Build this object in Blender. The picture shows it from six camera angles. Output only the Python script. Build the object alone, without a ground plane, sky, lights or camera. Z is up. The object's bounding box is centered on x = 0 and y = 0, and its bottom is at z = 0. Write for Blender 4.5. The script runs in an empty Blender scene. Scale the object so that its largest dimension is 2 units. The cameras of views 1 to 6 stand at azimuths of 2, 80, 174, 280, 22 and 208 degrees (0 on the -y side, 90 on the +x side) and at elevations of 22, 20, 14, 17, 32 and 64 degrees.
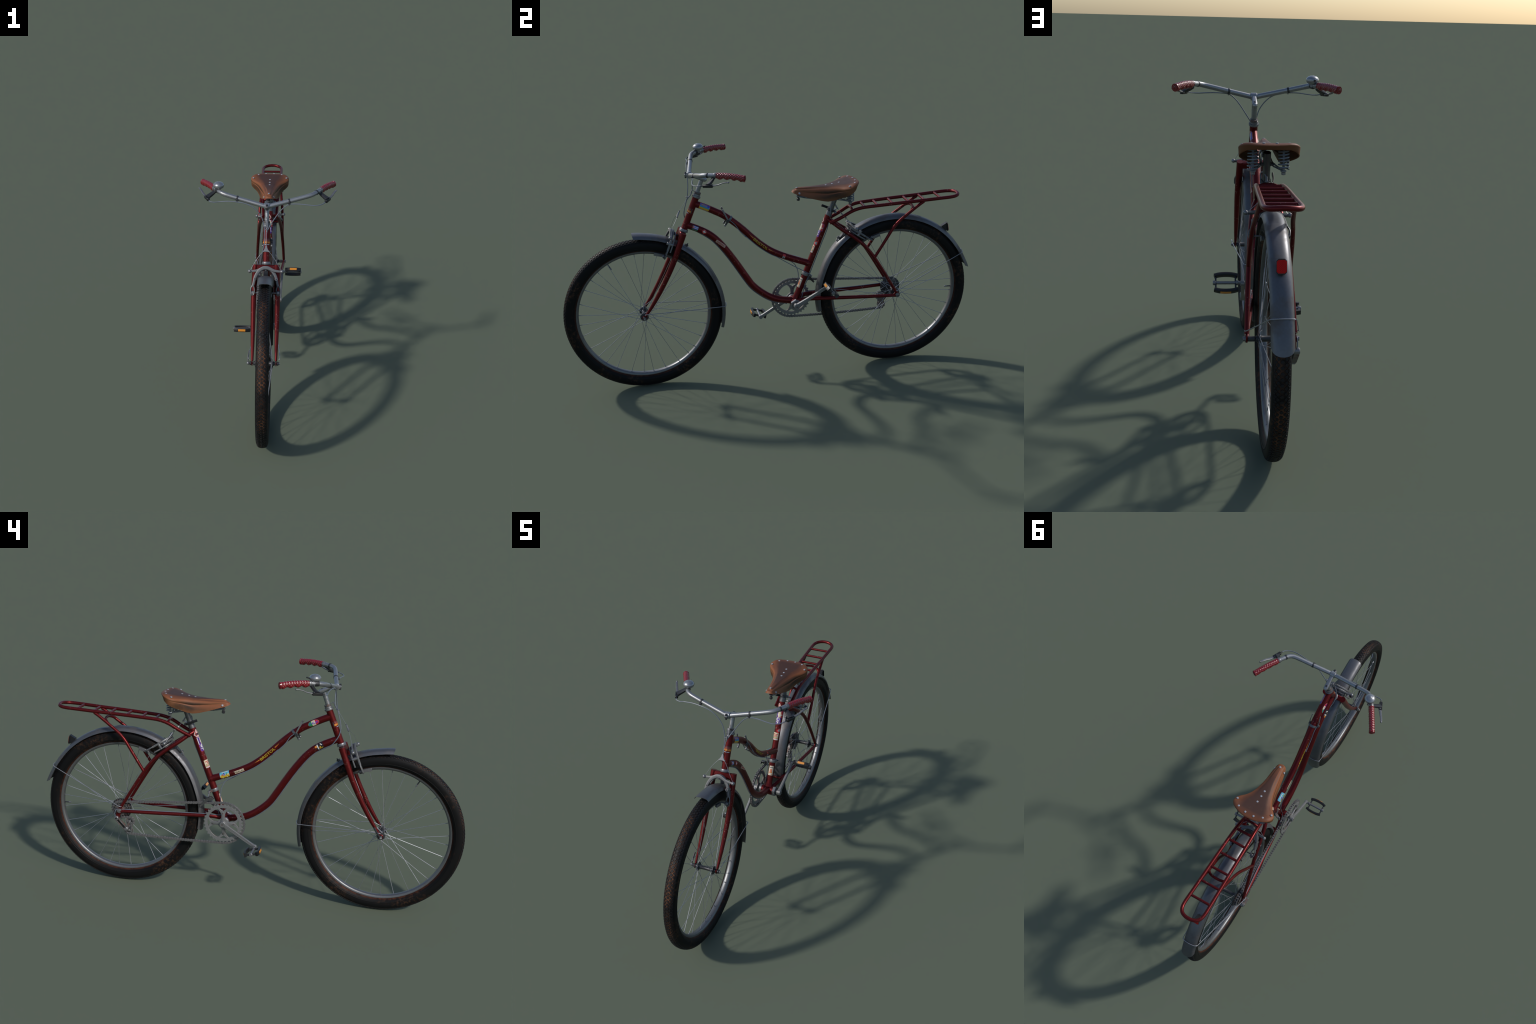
# A red step-through city bicycle with leather saddle, luggage rack and travel stickers.
# Units: metres.  The bicycle stands on z = 0, travels towards -y; chain side is -x.
import bpy, bmesh, math, random
import numpy as np
from mathutils import Vector, Matrix

random.seed(7)
rng = np.random.default_rng(7)
V = lambda *a: np.array(a, float)

# ------------------------------------------------------------------ node helpers
def new_mat(name):
    m = bpy.data.materials.new(name)
    m.use_nodes = True
    nt = m.node_tree
    nt.nodes.clear()
    out = nt.nodes.new("ShaderNodeOutputMaterial")
    b = nt.nodes.new("ShaderNodeBsdfPrincipled")
    nt.links.new(b.outputs[0], out.inputs[0])
    return m, nt, b

def coords(nt, scale=(1, 1, 1)):
    tc = nt.nodes.new("ShaderNodeTexCoord")
    mp = nt.nodes.new("ShaderNodeMapping")
    mp.inputs["Scale"].default_value = scale
    nt.links.new(tc.outputs["Object"], mp.inputs["Vector"])
    return mp.outputs[0]

def noise(nt, vec, scale, detail=3, rough=0.55):
    n = nt.nodes.new("ShaderNodeTexNoise")
    n.inputs["Scale"].default_value = scale
    n.inputs["Detail"].default_value = detail
    n.inputs["Roughness"].default_value = rough
    nt.links.new(vec, n.inputs["Vector"])
    return n.outputs["Fac"]

def ramp(nt, fac, stops):
    r = nt.nodes.new("ShaderNodeValToRGB")
    e = r.color_ramp.elements
    while len(e) < len(stops):
        e.new(0.5)
    for i, (p, c) in enumerate(stops):
        e[i].position = p
        e[i].color = (c, c, c, 1) if isinstance(c, (int, float)) else (*c, 1)
    nt.links.new(fac, r.inputs[0])
    return r.outputs[0]

def mix(nt, fac, a, b):
    n = nt.nodes.new("ShaderNodeMix")
    n.data_type = "RGBA"
    for sock, val in ((n.inputs[0], fac), (n.inputs[6], a), (n.inputs[7], b)):
        if isinstance(val, (tuple, list)):
            sock.default_value = (*val, 1)
        elif isinstance(val, (int, float)):
            sock.default_value = val
        else:
            nt.links.new(val, sock)
    return n.outputs[2]

def math_node(nt, op, a, b=0.0):
    n = nt.nodes.new("ShaderNodeMath")
    n.operation = op
    for i, v in enumerate((a, b)):
        if isinstance(v, (int, float)):
            n.inputs[i].default_value = v
        else:
            nt.links.new(v, n.inputs[i])
    return n.outputs[0]

def bump(nt, b, height, strength=0.2, dist=0.001):
    n = nt.nodes.new("ShaderNodeBump")
    n.inputs["Strength"].default_value = strength
    n.inputs["Distance"].default_value = dist
    nt.links.new(height, n.inputs["Height"])
    nt.links.new(n.outputs[0], b.inputs["Normal"])

def set_in(nt, b, **kw):
    for k, v in kw.items():
        s = b.inputs[k.replace("_", " ")]
        if isinstance(v, tuple):
            s.default_value = (*v, 1)
        elif isinstance(v, (int, float)):
            s.default_value = v
        else:
            nt.links.new(v, s)

def plain(name, col, rough=0.5, metal=0.0, vary=0.25, vscale=60, coat=0.0):
    m, nt, b = new_mat(name)
    f = noise(nt, coords(nt), vscale)
    c = mix(nt, f, tuple(x * (1 - vary) for x in col), tuple(min(1, x * (1 + vary)) for x in col))
    set_in(nt, b, Base_Color=c, Roughness=rough, Metallic=metal)
    if coat:
        b.inputs["Coat Weight"].default_value = coat
    return m

def worn_metal(name, col, rough=0.4, metal=0.85, dirt=(0.06, 0.03, 0.018), dirt_lo=0.58, dirt_hi=0.75, amount=0.6, scale=18):
    m, nt, b = new_mat(name)
    vec = coords(nt)
    n1 = noise(nt, vec, scale, 6, 0.65)
    n2 = noise(nt, vec, 140, 3)
    mask = ramp(nt, n1, [(dirt_lo, 0.0), (dirt_hi, amount)])
    base = mix(nt, n2, tuple(c * 0.85 for c in col), tuple(min(1, c * 1.12) for c in col))
    set_in(nt, b, Base_Color=mix(nt, mask, base, dirt),
           Metallic=math_node(nt, "MULTIPLY", math_node(nt, "SUBTRACT", 1.0, mask), metal),
           Roughness=math_node(nt, "ADD", math_node(nt, "MULTIPLY", mask, 0.35), rough))
    bump(nt, b, n2, 0.08, 0.0005)
    return m

# ------------------------------------------------------------------ materials
def make_red():
    m, nt, b = new_mat("red_paint")
    vec = coords(nt)
    big = noise(nt, vec, 7, 4)
    base = mix(nt, big, (0.098, 0.0080, 0.0090), (0.134, 0.0112, 0.0122))
    # small pale chips, only inside a few scuffed zones
    vo = nt.nodes.new("ShaderNodeTexVoronoi")
    vo.inputs["Scale"].default_value = 135
    nt.links.new(vec, vo.inputs["Vector"])
    chip = ramp(nt, vo.outputs["Distance"], [(0.20, 1.0), (0.34, 0.0)])
    zone = ramp(nt, noise(nt, vec, 16, 2), [(0.53, 0.0), (0.60, 1.0)])
    rnd = ramp(nt, noise(nt, vec, 75, 2), [(0.50, 0.0), (0.54, 1.0)])
    fac = math_node(nt, "MULTIPLY", math_node(nt, "MULTIPLY", chip, zone), rnd)
    col = mix(nt, math_node(nt, "MULTIPLY", fac, 0.7), base, (0.30, 0.20, 0.17))
    grime = ramp(nt, noise(nt, vec, 30, 5, 0.7), [(0.58, 0.0), (0.80, 0.45)])
    col = mix(nt, grime, col, (0.05, 0.022, 0.014))
    set_in(nt, b, Base_Color=col, Roughness=0.34, Metallic=0.62)
    b.inputs["Specular IOR Level"].default_value = 0.30
    bump(nt, b, noise(nt, vec, 300, 2), 0.06, 0.0004)
    return m

def make_leather():
    m, nt, b = new_mat("saddle_leather")
    g = nt.nodes.new("ShaderNodeNewGeometry")
    sp = nt.nodes.new("ShaderNodeSeparateXYZ")
    nt.links.new(g.outputs["Normal"], sp.inputs[0])
    vec = coords(nt)
    n1 = noise(nt, vec, 28, 5, 0.6)
    tc = nt.nodes.new("ShaderNodeTexCoord")
    so = nt.nodes.new("ShaderNodeSeparateXYZ")
    nt.links.new(tc.outputs["Object"], so.inputs[0])
    ypos = math_node(nt, "MULTIPLY", math_node(nt, "SUBTRACT", so.outputs[1], 0.10), 1 / 0.33)
    # half width of the seat along its length, so that the worn dark centre follows the outline
    width = ramp(nt, ypos, [(0.02, 0.13), (0.17, 0.225), (0.32, 0.31), (0.47, 0.415), (0.585, 0.54), (0.66, 0.69), (0.73, 0.88), (0.80, 0.99), (1.0, 0.99)])
    q = math_node(nt, "DIVIDE", math_node(nt, "MULTIPLY", math_node(nt, "ABSOLUTE", math_node(nt, "ADD", so.outputs[0], 0.003)), 10.0), width)
    q = math_node(nt, "ADD", q, math_node(nt, "MULTIPLY", math_node(nt, "SUBTRACT", n1, 0.5), 0.25))
    centre = ramp(nt, q, [(0.48, 1.0), (0.92, 0.0)])
    centre = math_node(nt, "MULTIPLY", centre, ramp(nt, ypos, [(0.10, 0.12), (0.30, 0.85), (0.50, 1.0), (0.86, 1.0), (0.95, 0.15)]))
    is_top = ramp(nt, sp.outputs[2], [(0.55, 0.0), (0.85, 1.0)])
    top_col = mix(nt, centre, (0.180, 0.063, 0.028), (0.056, 0.0265, 0.0195))
    # flank: tan leather with a dark sweat stain in the middle and a clean lower lip
    dy = math_node(nt, "MULTIPLY", math_node(nt, "SUBTRACT", so.outputs[1], 0.275), 11.0)
    dz = math_node(nt, "MULTIPLY", math_node(nt, "SUBTRACT", so.outputs[2], 0.906), 36.0)
    rr = math_node(nt, "ADD", math_node(nt, "MULTIPLY", dy, dy), math_node(nt, "MULTIPLY", dz, dz))
    rr = math_node(nt, "ADD", rr, math_node(nt, "MULTIPLY", math_node(nt, "SUBTRACT", n1, 0.5), 1.2))
    flank_col = mix(nt, ramp(nt, rr, [(0.10, 1.0), (0.95, 0.0)]), (0.140, 0.056, 0.023), (0.040, 0.0215, 0.0125))
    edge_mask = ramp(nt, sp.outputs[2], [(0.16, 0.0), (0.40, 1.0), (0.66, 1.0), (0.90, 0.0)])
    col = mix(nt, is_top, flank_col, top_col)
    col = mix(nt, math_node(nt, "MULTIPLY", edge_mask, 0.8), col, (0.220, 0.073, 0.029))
    # rim of the skirt and patches of old dust
    smudge = ramp(nt, noise(nt, vec, 40, 4, 0.7), [(0.58, 0.0), (0.76, 0.35)])
    col = mix(nt, smudge, col, (0.11, 0.068, 0.028))
    set_in(nt, b, Base_Color=col, Roughness=0.56)
    b.inputs["Specular IOR Level"].default_value = 0.28
    bump(nt, b, noise(nt, vec, 420, 2), 0.12, 0.0005)
    return m

def make_tyre():
    m, nt, b = new_mat("black_rubber")
    tc = nt.nodes.new("ShaderNodeTexCoord")
    so = nt.nodes.new("ShaderNodeSeparateXYZ")
    nt.links.new(tc.outputs["Object"], so.inputs[0])
    rad = math_node(nt, "SQRT", math_node(nt, "ADD", math_node(nt, "MULTIPLY", so.outputs[1], so.outputs[1]), math_node(nt, "MULTIPLY", so.outputs[2], so.outputs[2])))
    vec = coords(nt)
    n_big = noise(nt, vec, 5.5, 4, 0.6)
    n_fine = noise(nt, vec, 70, 5, 0.7)
    # dusty patches on the sidewall, rust coloured line by the rim
    dust = math_node(nt, "MULTIPLY", ramp(nt, n_big, [(0.52, 0.0), (0.63, 1.0)]), ramp(nt, n_fine, [(0.48, 0.0), (0.66, 0.8)]))
    line = math_node(nt, "MULTIPLY", ramp(nt, math_node(nt, "MULTIPLY", math_node(nt, "SUBTRACT", rad, 0.31), 20), [(0.05, 0.0), (0.12, 1.0), (0.20, 1.0), (0.30, 0.0)]),
                     ramp(nt, n_fine, [(0.38, 0.15), (0.6, 0.8)]))
    col = mix(nt, dust, (0.0048, 0.0048, 0.0052), (0.085, 0.041, 0.021))
    col = mix(nt, line, col, (0.085, 0.026, 0.013))
    # worn dirt towards the tread
    tread = math_node(nt, "MULTIPLY", ramp(nt, math_node(nt, "MULTIPLY", math_node(nt, "SUBTRACT", rad, 0.35), 20), [(0.25, 0.0), (0.34, 1.0)]),
                      ramp(nt, n_big, [(0.44, 0.03), (0.58, 1.0)]))
    tread = math_node(nt, "MULTIPLY", tread, ramp(nt, n_fine, [(0.36, 0.12), (0.58, 1.0)]))
    col = mix(nt, tread, col, (0.115, 0.051, 0.027))
    set_in(nt, b, Base_Color=col, Roughness=0.58)
    b.inputs["Specular IOR Level"].default_value = 0.16
    bump(nt, b, n_fine, 0.15, 0.0006)
    return m

def make_tread():
    m, nt, b = new_mat("tread_rubber")
    vec = coords(nt)
    n = noise(nt, vec, 60, 5, 0.7)
    col = mix(nt, ramp(nt, n, [(0.56, 0.0), (0.75, 0.55)]), (0.0065, 0.0065, 0.0080), (0.070, 0.032, 0.017))
    set_in(nt, b, Base_Color=col, Roughness=0.6)
    b.inputs["Specular IOR Level"].default_value = 0.3
    return m

def make_reflector():
    m, nt, b = new_mat("red_reflector")
    vec = coords(nt)
    ck = nt.nodes.new("ShaderNodeTexChecker")
    ck.inputs["Scale"].default_value = 420
    nt.links.new(vec, ck.inputs["Vector"])
    col = mix(nt, ck.outputs["Fac"], (0.40, 0.006, 0.008), (0.60, 0.012, 0.012))
    set_in(nt, b, Base_Color=col, Roughness=0.45)
    b.inputs["Specular IOR Level"].default_value = 0.12
    return m

RED = make_red()
LEATHER = make_leather()
TYRE = make_tyre()
TREAD = make_tread()
REFLECT = make_reflector()
CHROME = worn_metal("bar_metal", (0.28, 0.29, 0.305), 0.36, 0.72, amount=0.35)
FENDER = worn_metal("fender_metal", (0.128, 0.131, 0.142), 0.43, 0.70, dirt=(0.070, 0.050, 0.040), dirt_lo=0.50, dirt_hi=0.70, amount=0.6, scale=13)
RIM = worn_metal("rim_metal", (0.165, 0.170, 0.178), 0.42, 0.72, dirt=(0.075, 0.040, 0.028), dirt_lo=0.60, dirt_hi=0.72, amount=0.5, scale=25)
STEEL = worn_metal("steel", (0.205, 0.208, 0.218), 0.42, 0.65, amount=0.5, scale=45)
RINGM = worn_metal("chainring_alloy", (0.215, 0.218, 0.218), 0.50, 0.45, dirt=(0.10, 0.06, 0.045), dirt_lo=0.58, dirt_hi=0.8, amount=0.4, scale=40)
BRAKEM = worn_metal("brake_alloy", (0.135, 0.138, 0.142), 0.46, 0.5, amount=0.3, scale=50)
ALLOY = worn_metal("crank_alloy", (0.205, 0.208, 0.210), 0.46, 0.55, dirt=(0.10, 0.06, 0.045), dirt_lo=0.6, dirt_hi=0.8, amount=0.35, scale=40)
RUSTY = worn_metal("rusty_steel", (0.150, 0.146, 0.146), 0.48, 0.65, dirt=(0.115, 0.048, 0.030), dirt_lo=0.44, dirt_hi=0.62, amount=0.8, scale=60)
CHAINM = worn_metal("chain_steel", (0.205, 0.205, 0.210), 0.42, 0.70, dirt=(0.05, 0.035, 0.03), dirt_lo=0.45, dirt_hi=0.65, amount=0.7, scale=120)
SPOKE = plain("spoke_steel", (0.27, 0.28, 0.31), 0.40, 0.60, 0.1)
DARK = worn_metal("dark_metal", (0.050, 0.052, 0.058), 0.45, 0.6, amount=0.4, scale=60)
BLACK = plain("black_plastic", (0.007, 0.007, 0.0085), 0.45, 0.0, 0.3, 80)
CABLE = plain("cable_sleeve", (0.125, 0.145, 0.185), 0.42, 0.0, 0.12, 40)
GRIP = plain("red_grip_rubber", (0.185, 0.0075, 0.012), 0.21, 0.0, 0.22, 90)
for n_ in GRIP.node_tree.nodes:
    if n_.type == "BSDF_PRINCIPLED":
        n_.inputs["Specular IOR Level"].default_value = 0.75
AMBER = plain("amber_reflector", (0.62, 0.23, 0.018), 0.25, 0.0, 0.18, 260, coat=0.4)
RIVET = plain("rivet_steel", (0.29, 0.31, 0.345), 0.55, 0.15, 0.08)
SPRING = plain("spring_steel", (0.16, 0.18, 0.21), 0.40, 0.5, 0.2)
POSTM = worn_metal("post_steel", (0.125, 0.128, 0.132), 0.42, 0.7, amount=0.3)
BELLM = worn_metal("bell_metal", (0.30, 0.31, 0.325), 0.30, 0.7, amount=0.2)
PAD = plain("brake_rubber", (0.055, 0.057, 0.060), 0.6, 0.0, 0.2)

_ink = {}
def ink(*col):
    if col not in _ink:
        _ink[col] = plain("sticker_ink", col, 0.36, 0.0, 0.14, 350, coat=0.15)
    return _ink[col]

# ------------------------------------------------------------------ geometry helpers
def unit(v):
    v = np.asarray(v, float)
    return v / (np.linalg.norm(v) or 1)

def smooth_path(pts, per=8, closed=False):
    """Centripetal-free Catmull-Rom through the control points."""
    P = [np.asarray(p, float) for p in pts]
    if len(P) < 3 and not closed:
        return np.array([P[0] + (P[1] - P[0]) * t for t in np.linspace(0, 1, per + 1)])
    out, n = [], len(P)
    segs = n if closed else n - 1
    for i in range(segs):
        p1, p2 = P[i % n], P[(i + 1) % n]
        p0 = P[(i - 1) % n] if closed or i > 0 else 2 * p1 - p2
        p3 = P[(i + 2) % n] if closed or i + 2 < n else 2 * p2 - p1
        for k in range(per):
            t = k / per
            out.append(0.5 * (2 * p1 + (p2 - p0) * t + (2 * p0 - 5 * p1 + 4 * p2 - p3) * t * t + (3 * p1 - p0 - 3 * p2 + p3) * t ** 3))
    if not closed:
        out.append(P[-1])
    return np.array(out)

def tangents(path, closed=False):
    if closed:
        d = np.roll(path, -1, 0) - np.roll(path, 1, 0)
    else:
        d = np.gradient(path, axis=0)
    return d / np.linalg.norm(d, axis=1)[:, None]

class Geo:
    """Accumulates faces of one mesh, each with a material."""
    def __init__(s):
        s.v, s.f, s.m, s.mats = [], [], [], []
    def idx(s, mat):
        if mat not in s.mats:
            s.mats.append(mat)
        return s.mats.index(mat)
    def add(s, vf, mat):
        v, f = vf
        o, k = len(s.v), s.idx(mat)
        s.v.extend([tuple(map(float, p)) for p in v])
        for face in f:
            s.f.append([i + o for i in face])
            s.m.append(k)
        return s

def sweep(path, section, closed=False, up=None, cap=True, scale=None):
    """Sweep a closed 2D section (list of (a, b)) along a path; a runs along side, b along up."""
    path = np.asarray(path, float)
    T = tangents(path, closed)
    n, k = len(path), len(section)
    if up is None:
        h = V(1, 0, 0) if abs(T[0][0]) < 0.8 else V(0, 0, 1)
        U = unit(h - T[0] * (h @ T[0]))
    verts = []
    for i in range(n):
        if up is not None:
            h = np.asarray(up if not callable(up) else up(i), float)
            U = unit(h - T[i] * (h @ T[i]))
        elif i:
            U = unit(U - T[i] * (U @ T[i]))
        S = np.cross(T[i], U)
        sc = 1 if scale is None else scale[i]
        sa, sb = sc if isinstance(sc, (tuple, list)) else (sc, sc)
        for a, b in section:
            verts.append(path[i] + S * a * sa + U * b * sb)
    faces = []
    for i in range(n if closed else n - 1):
        j = (i + 1) % n
        for q in range(k):
            r = (q + 1) % k
            faces.append([i * k + q, i * k + r, j * k + r, j * k + q])
    if cap and not closed:
        faces.append(list(range(k))[::-1])
        faces.append([(n - 1) * k + q for q in range(k)])
    return verts, faces

def circle(n=16, r=1.0):
    return [(r * math.cos(2 * math.pi * i / n), r * math.sin(2 * math.pi * i / n)) for i in range(n)]

def rrect(w, h, c, n=2):
    """Rounded rectangle section, half sizes w, h, corner c."""
    out = []
    for cx, cy, a0 in ((w - c, h - c, 0), (-w + c, h - c, 90), (-w + c, -h + c, 180), (w - c, -h + c, 270)):
        for i in range(n + 1):
            a = math.radians(a0 + 90 * i / n)
            out.append((cx + c * math.cos(a), cy + c * math.sin(a)))
    return out

def tube(pts, r, n=14, per=8, closed=False, cap=True):
    path = smooth_path(pts, per, closed)
    if isinstance(r, (int, float)):
        return sweep(path, circle(n, r), closed, cap=cap)
    t = np.linspace(0, 1, len(path))
    rr = np.interp(t, np.linspace(0, 1, len(r)), r)
    return sweep(path, circle(n, 1), closed, cap=cap, scale=list(rr))

def rod(p0, p1, r, n=16, ch=0.0, r1=None):
    """Straight bar with optional chamfered ends."""
    p0, p1 = np.asarray(p0, float), np.asarray(p1, float)
    r1 = r if r1 is None else r1
    d = unit(p1 - p0)
    if ch:
        return sweep([p0, p0 + d * ch, p1 - d * ch, p1], circle(n), scale=[max(r - ch, 1e-5), r, r1, max(r1 - ch, 1e-5)])
    return sweep([p0, p1], circle(n), scale=[r, r1])

def basis(axis, hint=None):
    a = unit(axis)
    h = V(0, 0, 1) if hint is None else np.asarray(hint, float)
    if abs(a @ unit(h)) > 0.98:
        h = V(0, 1, 0)
    x = unit(h - a * (a @ h))
    return x, np.cross(a, x), a

def lathe(profile, c, axis, n=24, hint=None, closed_profile=False):
    """profile: (radius, height along axis)."""
    x, y, a = basis(axis, hint)
    c = np.asarray(c, float)
    v, f, k = [], [], len(profile)
    for i in range(n):
        t = 2 * math.pi * i / n
        d = x * math.cos(t) + y * math.sin(t)
        for r, h in profile:
            v.append(c + d * r + a * h)
    for i in range(n):
        j = (i + 1) % n
        for q in range(k if closed_profile else k - 1):
            p = (q + 1) % k
            f.append([i * k + q, j * k + q, j * k + p, i * k + p])
    return v, f

def ball(c, r, n=16, scale=(1, 1, 1)):
    m = n // 2
    prof = [(r * math.sin(math.pi * i / m) + 1e-6, -r * math.cos(math.pi * i / m)) for i in range(m + 1)]
    v, f = lathe(prof, (0, 0, 0), (0, 0, 1), n)
    c = np.asarray(c, float)
    return [c + p * np.array(scale) for p in v], f

def box(c, half, axes=None, ch=0.001):
    """Chamfered box: half sizes along three axes."""
    ax = np.eye(3) if axes is None else np.array([unit(a) for a in axes])
    c = np.asarray(c, float)
    hx, hy, hz = half
    ch = min(ch, hx * 0.8, hy * 0.8, hz * 0.8)
    bm = bmesh.new()
    bmesh.ops.create_cube(bm, size=2)
    for v in bm.verts:
        v.co = Vector((v.co.x * hx, v.co.y * hy, v.co.z * hz))
    if ch:
        bmesh.ops.bevel(bm, geom=bm.edges[:], offset=ch, segments=1, affect="EDGES", profile=0.5)
    bm.verts.index_update()
    vs = [c + ax[0] * v.co.x + ax[1] * v.co.y + ax[2] * v.co.z for v in bm.verts]
    fs = [[v.index for v in f.verts] for f in bm.faces]
    bm.free()
    return vs, fs

def bar_box(p0, p1, w, h, up=(0, 0, 1), ch=0.001):
    """Chamfered box that runs from p0 to p1, half width w, half height h."""
    p0, p1 = np.asarray(p0, float), np.asarray(p1, float)
    a = unit(p1 - p0)
    u = unit(np.asarray(up, float) - a * (a @ np.asarray(up, float)))
    return box((p0 + p1) / 2, (np.linalg.norm(p1 - p0) / 2, w, h), (a, np.cross(u, a), u), ch)

def plate(outlines, thick, origin, ex, ey, bevel=0.0004):
    """Flat plate from 2D outlines (first outer, then holes), via a filled curve."""
    cu = bpy.data.curves.new("tmp", "CURVE")
    cu.dimensions = "2D"
    cu.fill_mode = "BOTH"
    cu.extrude = max(thick / 2 - bevel, 1e-5)
    cu.bevel_depth = bevel
    cu.bevel_resolution = 0
    cu.offset = -bevel
    for o in outlines:
        sp = cu.splines.new("POLY")
        sp.points.add(len(o) - 1)
        for p, q in zip(sp.points, o):
            p.co = (q[0] * 10, q[1] * 10, 0, 1)
        sp.use_cyclic_u = True
    cu.extrude *= 10; cu.bevel_depth *= 10; cu.offset *= 10
    ob = bpy.data.objects.new("tmp", cu)
    bpy.context.scene.collection.objects.link(ob)
    me = bpy.data.meshes.new_from_object(ob.evaluated_get(bpy.context.evaluated_depsgraph_get()))
    ex, ey = unit(ex), unit(ey)
    ez = np.cross(ex, ey)
    origin = np.asarray(origin, float)
    vs = [origin + (ex * v.co.x + ey * v.co.y + ez * v.co.z) / 10 for v in me.vertices]
    fs = [list(p.vertices) for p in me.polygons]
    bpy.data.objects.remove(ob)
    bpy.data.curves.remove(cu)
    bpy.data.meshes.remove(me)
    return vs, fs

# ------------------------------------------------------------------ object helpers
COL = bpy.context.scene.collection

def mesh_of(name, geo, origin=(0, 0, 0), angle=38, smooth=True):
    me = bpy.data.meshes.new(name)
    o = np.asarray(origin, float)
    me.from_pydata([tuple(np.array(p) - o) for p in geo.v], [], geo.f)
    for m in geo.mats:
        me.materials.append(m)
    me.polygons.foreach_set("material_index", geo.m)
    me.validate()
    bm = bmesh.new()
    bm.from_mesh(me)
    bmesh.ops.recalc_face_normals(bm, faces=bm.faces[:])
    bm.to_mesh(me)
    bm.free()
    me.polygons.foreach_set("use_smooth", [smooth] * len(me.polygons))
    if smooth:
        me.set_sharp_from_angle(angle=math.radians(angle))
    return me

def link(name, me, parent, origin=(0, 0, 0), matrix=None):
    ob = bpy.data.objects.new(name, me)
    COL.objects.link(ob)
    world = Matrix.Translation(Vector(tuple(map(float, origin)))) if matrix is None else matrix
    if parent is not None:
        ob.parent = parent
        ob.matrix_parent_inverse = Matrix.Identity(4)
        ob.matrix_local = WORLD[parent.name].inverted() @ world
    else:
        ob.matrix_world = world
    WORLD[ob.name] = world
    return ob

WORLD = {}
def make(name, geo, parent, origin=(0, 0, 0), angle=38, smooth=True):
    return link(name, mesh_of(name, geo, origin, angle, smooth), parent, origin)

def one(name, vf, mat, parent, origin=(0, 0, 0), angle=38):
    return make(name, Geo().add(vf, mat), parent, origin, angle)

BIKE = bpy.data.objects.new("bicycle", None)
COL.objects.link(BIKE)
WORLD["bicycle"] = Matrix.Identity(4)
BIKE["label"] = "red step-through city bicycle with brown leather saddle, rack and travel stickers"
BIKE["category"] = "bicycle"

# ------------------------------------------------------------------ key measures
HF, HR = V(0, -0.6255, 0.375), V(0, 0.606, 0.375)     # hubs
BB = V(0, 0.105, 0.360)                                # bottom bracket
R_TYRE = 0.3732
Y2 = lambda x, pts: [V(x, y, z) for y, z in pts]
TOP = Y2(0, [(-0.357, 0.900), (-0.320, 0.8835), (-0.270, 0.858), (-0.225, 0.832), (-0.183, 0.799), (-0.139, 0.759), (-0.095, 0.7135), (-0.050, 0.671), (0.0, 0.634), (0.060, 0.603), (0.115, 0.5805), (0.190, 0.551)])
DOWN = Y2(0, [(-0.400, 0.801), (-0.347, 0.7765), (-0.303, 0.751), (-0.272, 0.725), (-0.242, 0.691), (-0.204, 0.638), (-0.166, 0.578), (-0.130, 0.518), (-0.098, 0.469), (-0.055, 0.428), (-0.013, 0.399), (0.028, 0.382), (0.105, 0.366)])
SEAT_A, SEAT_B = V(0, 0.279, 0.790), V(0, 0.109, 0.366)
HEAD_A, HEAD_B = V(0, -0.348, 0.930), V(0, -0.411, 0.781)

# ------------------------------------------------------------------ frame
frame_geo = Geo()
frame_geo.add(rod(SEAT_A, SEAT_B, 0.0155, 28), RED)
frame_geo.add(rod(BB + V(-0.036, 0, 0), BB + V(0.030, 0, 0), 0.0225, 28, 0.0015), RED)
FRAME = make("frame", frame_geo, BIKE)
one("top_tube", tube(TOP, 0.0160, 26), RED, FRAME)
one("down_tube", tube(DOWN, 0.0163, 26), RED, FRAME)
one("head_tube", rod(HEAD_A, HEAD_B, 0.0158, 28, 0.0008), RED, FRAME)
# welded collars where tubes meet
fil = Geo()
def fillet(p, d, r, mat=RED, grow=0.004, length=0.012):
    d = unit(d)
    return sweep([np.asarray(p) + d * length * t for t in (0, 0.3, 0.6, 1.0)], circle(24), cap=False, scale=[r + grow, r + grow * 0.45, r + grow * 0.15, r - 0.0002])
fil.add(fillet(V(0, 0.1815, 0.5545), V(0, -0.05, 0.020), 0.0160, grow=0.0035, length=0.026), RED)
fil.add(fillet(V(0, 0.112, 0.378), V(0, 0.17, 0.424), 0.0155, grow=0.005, length=0.03), RED)
make("weld_collar", fil, FRAME)

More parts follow.
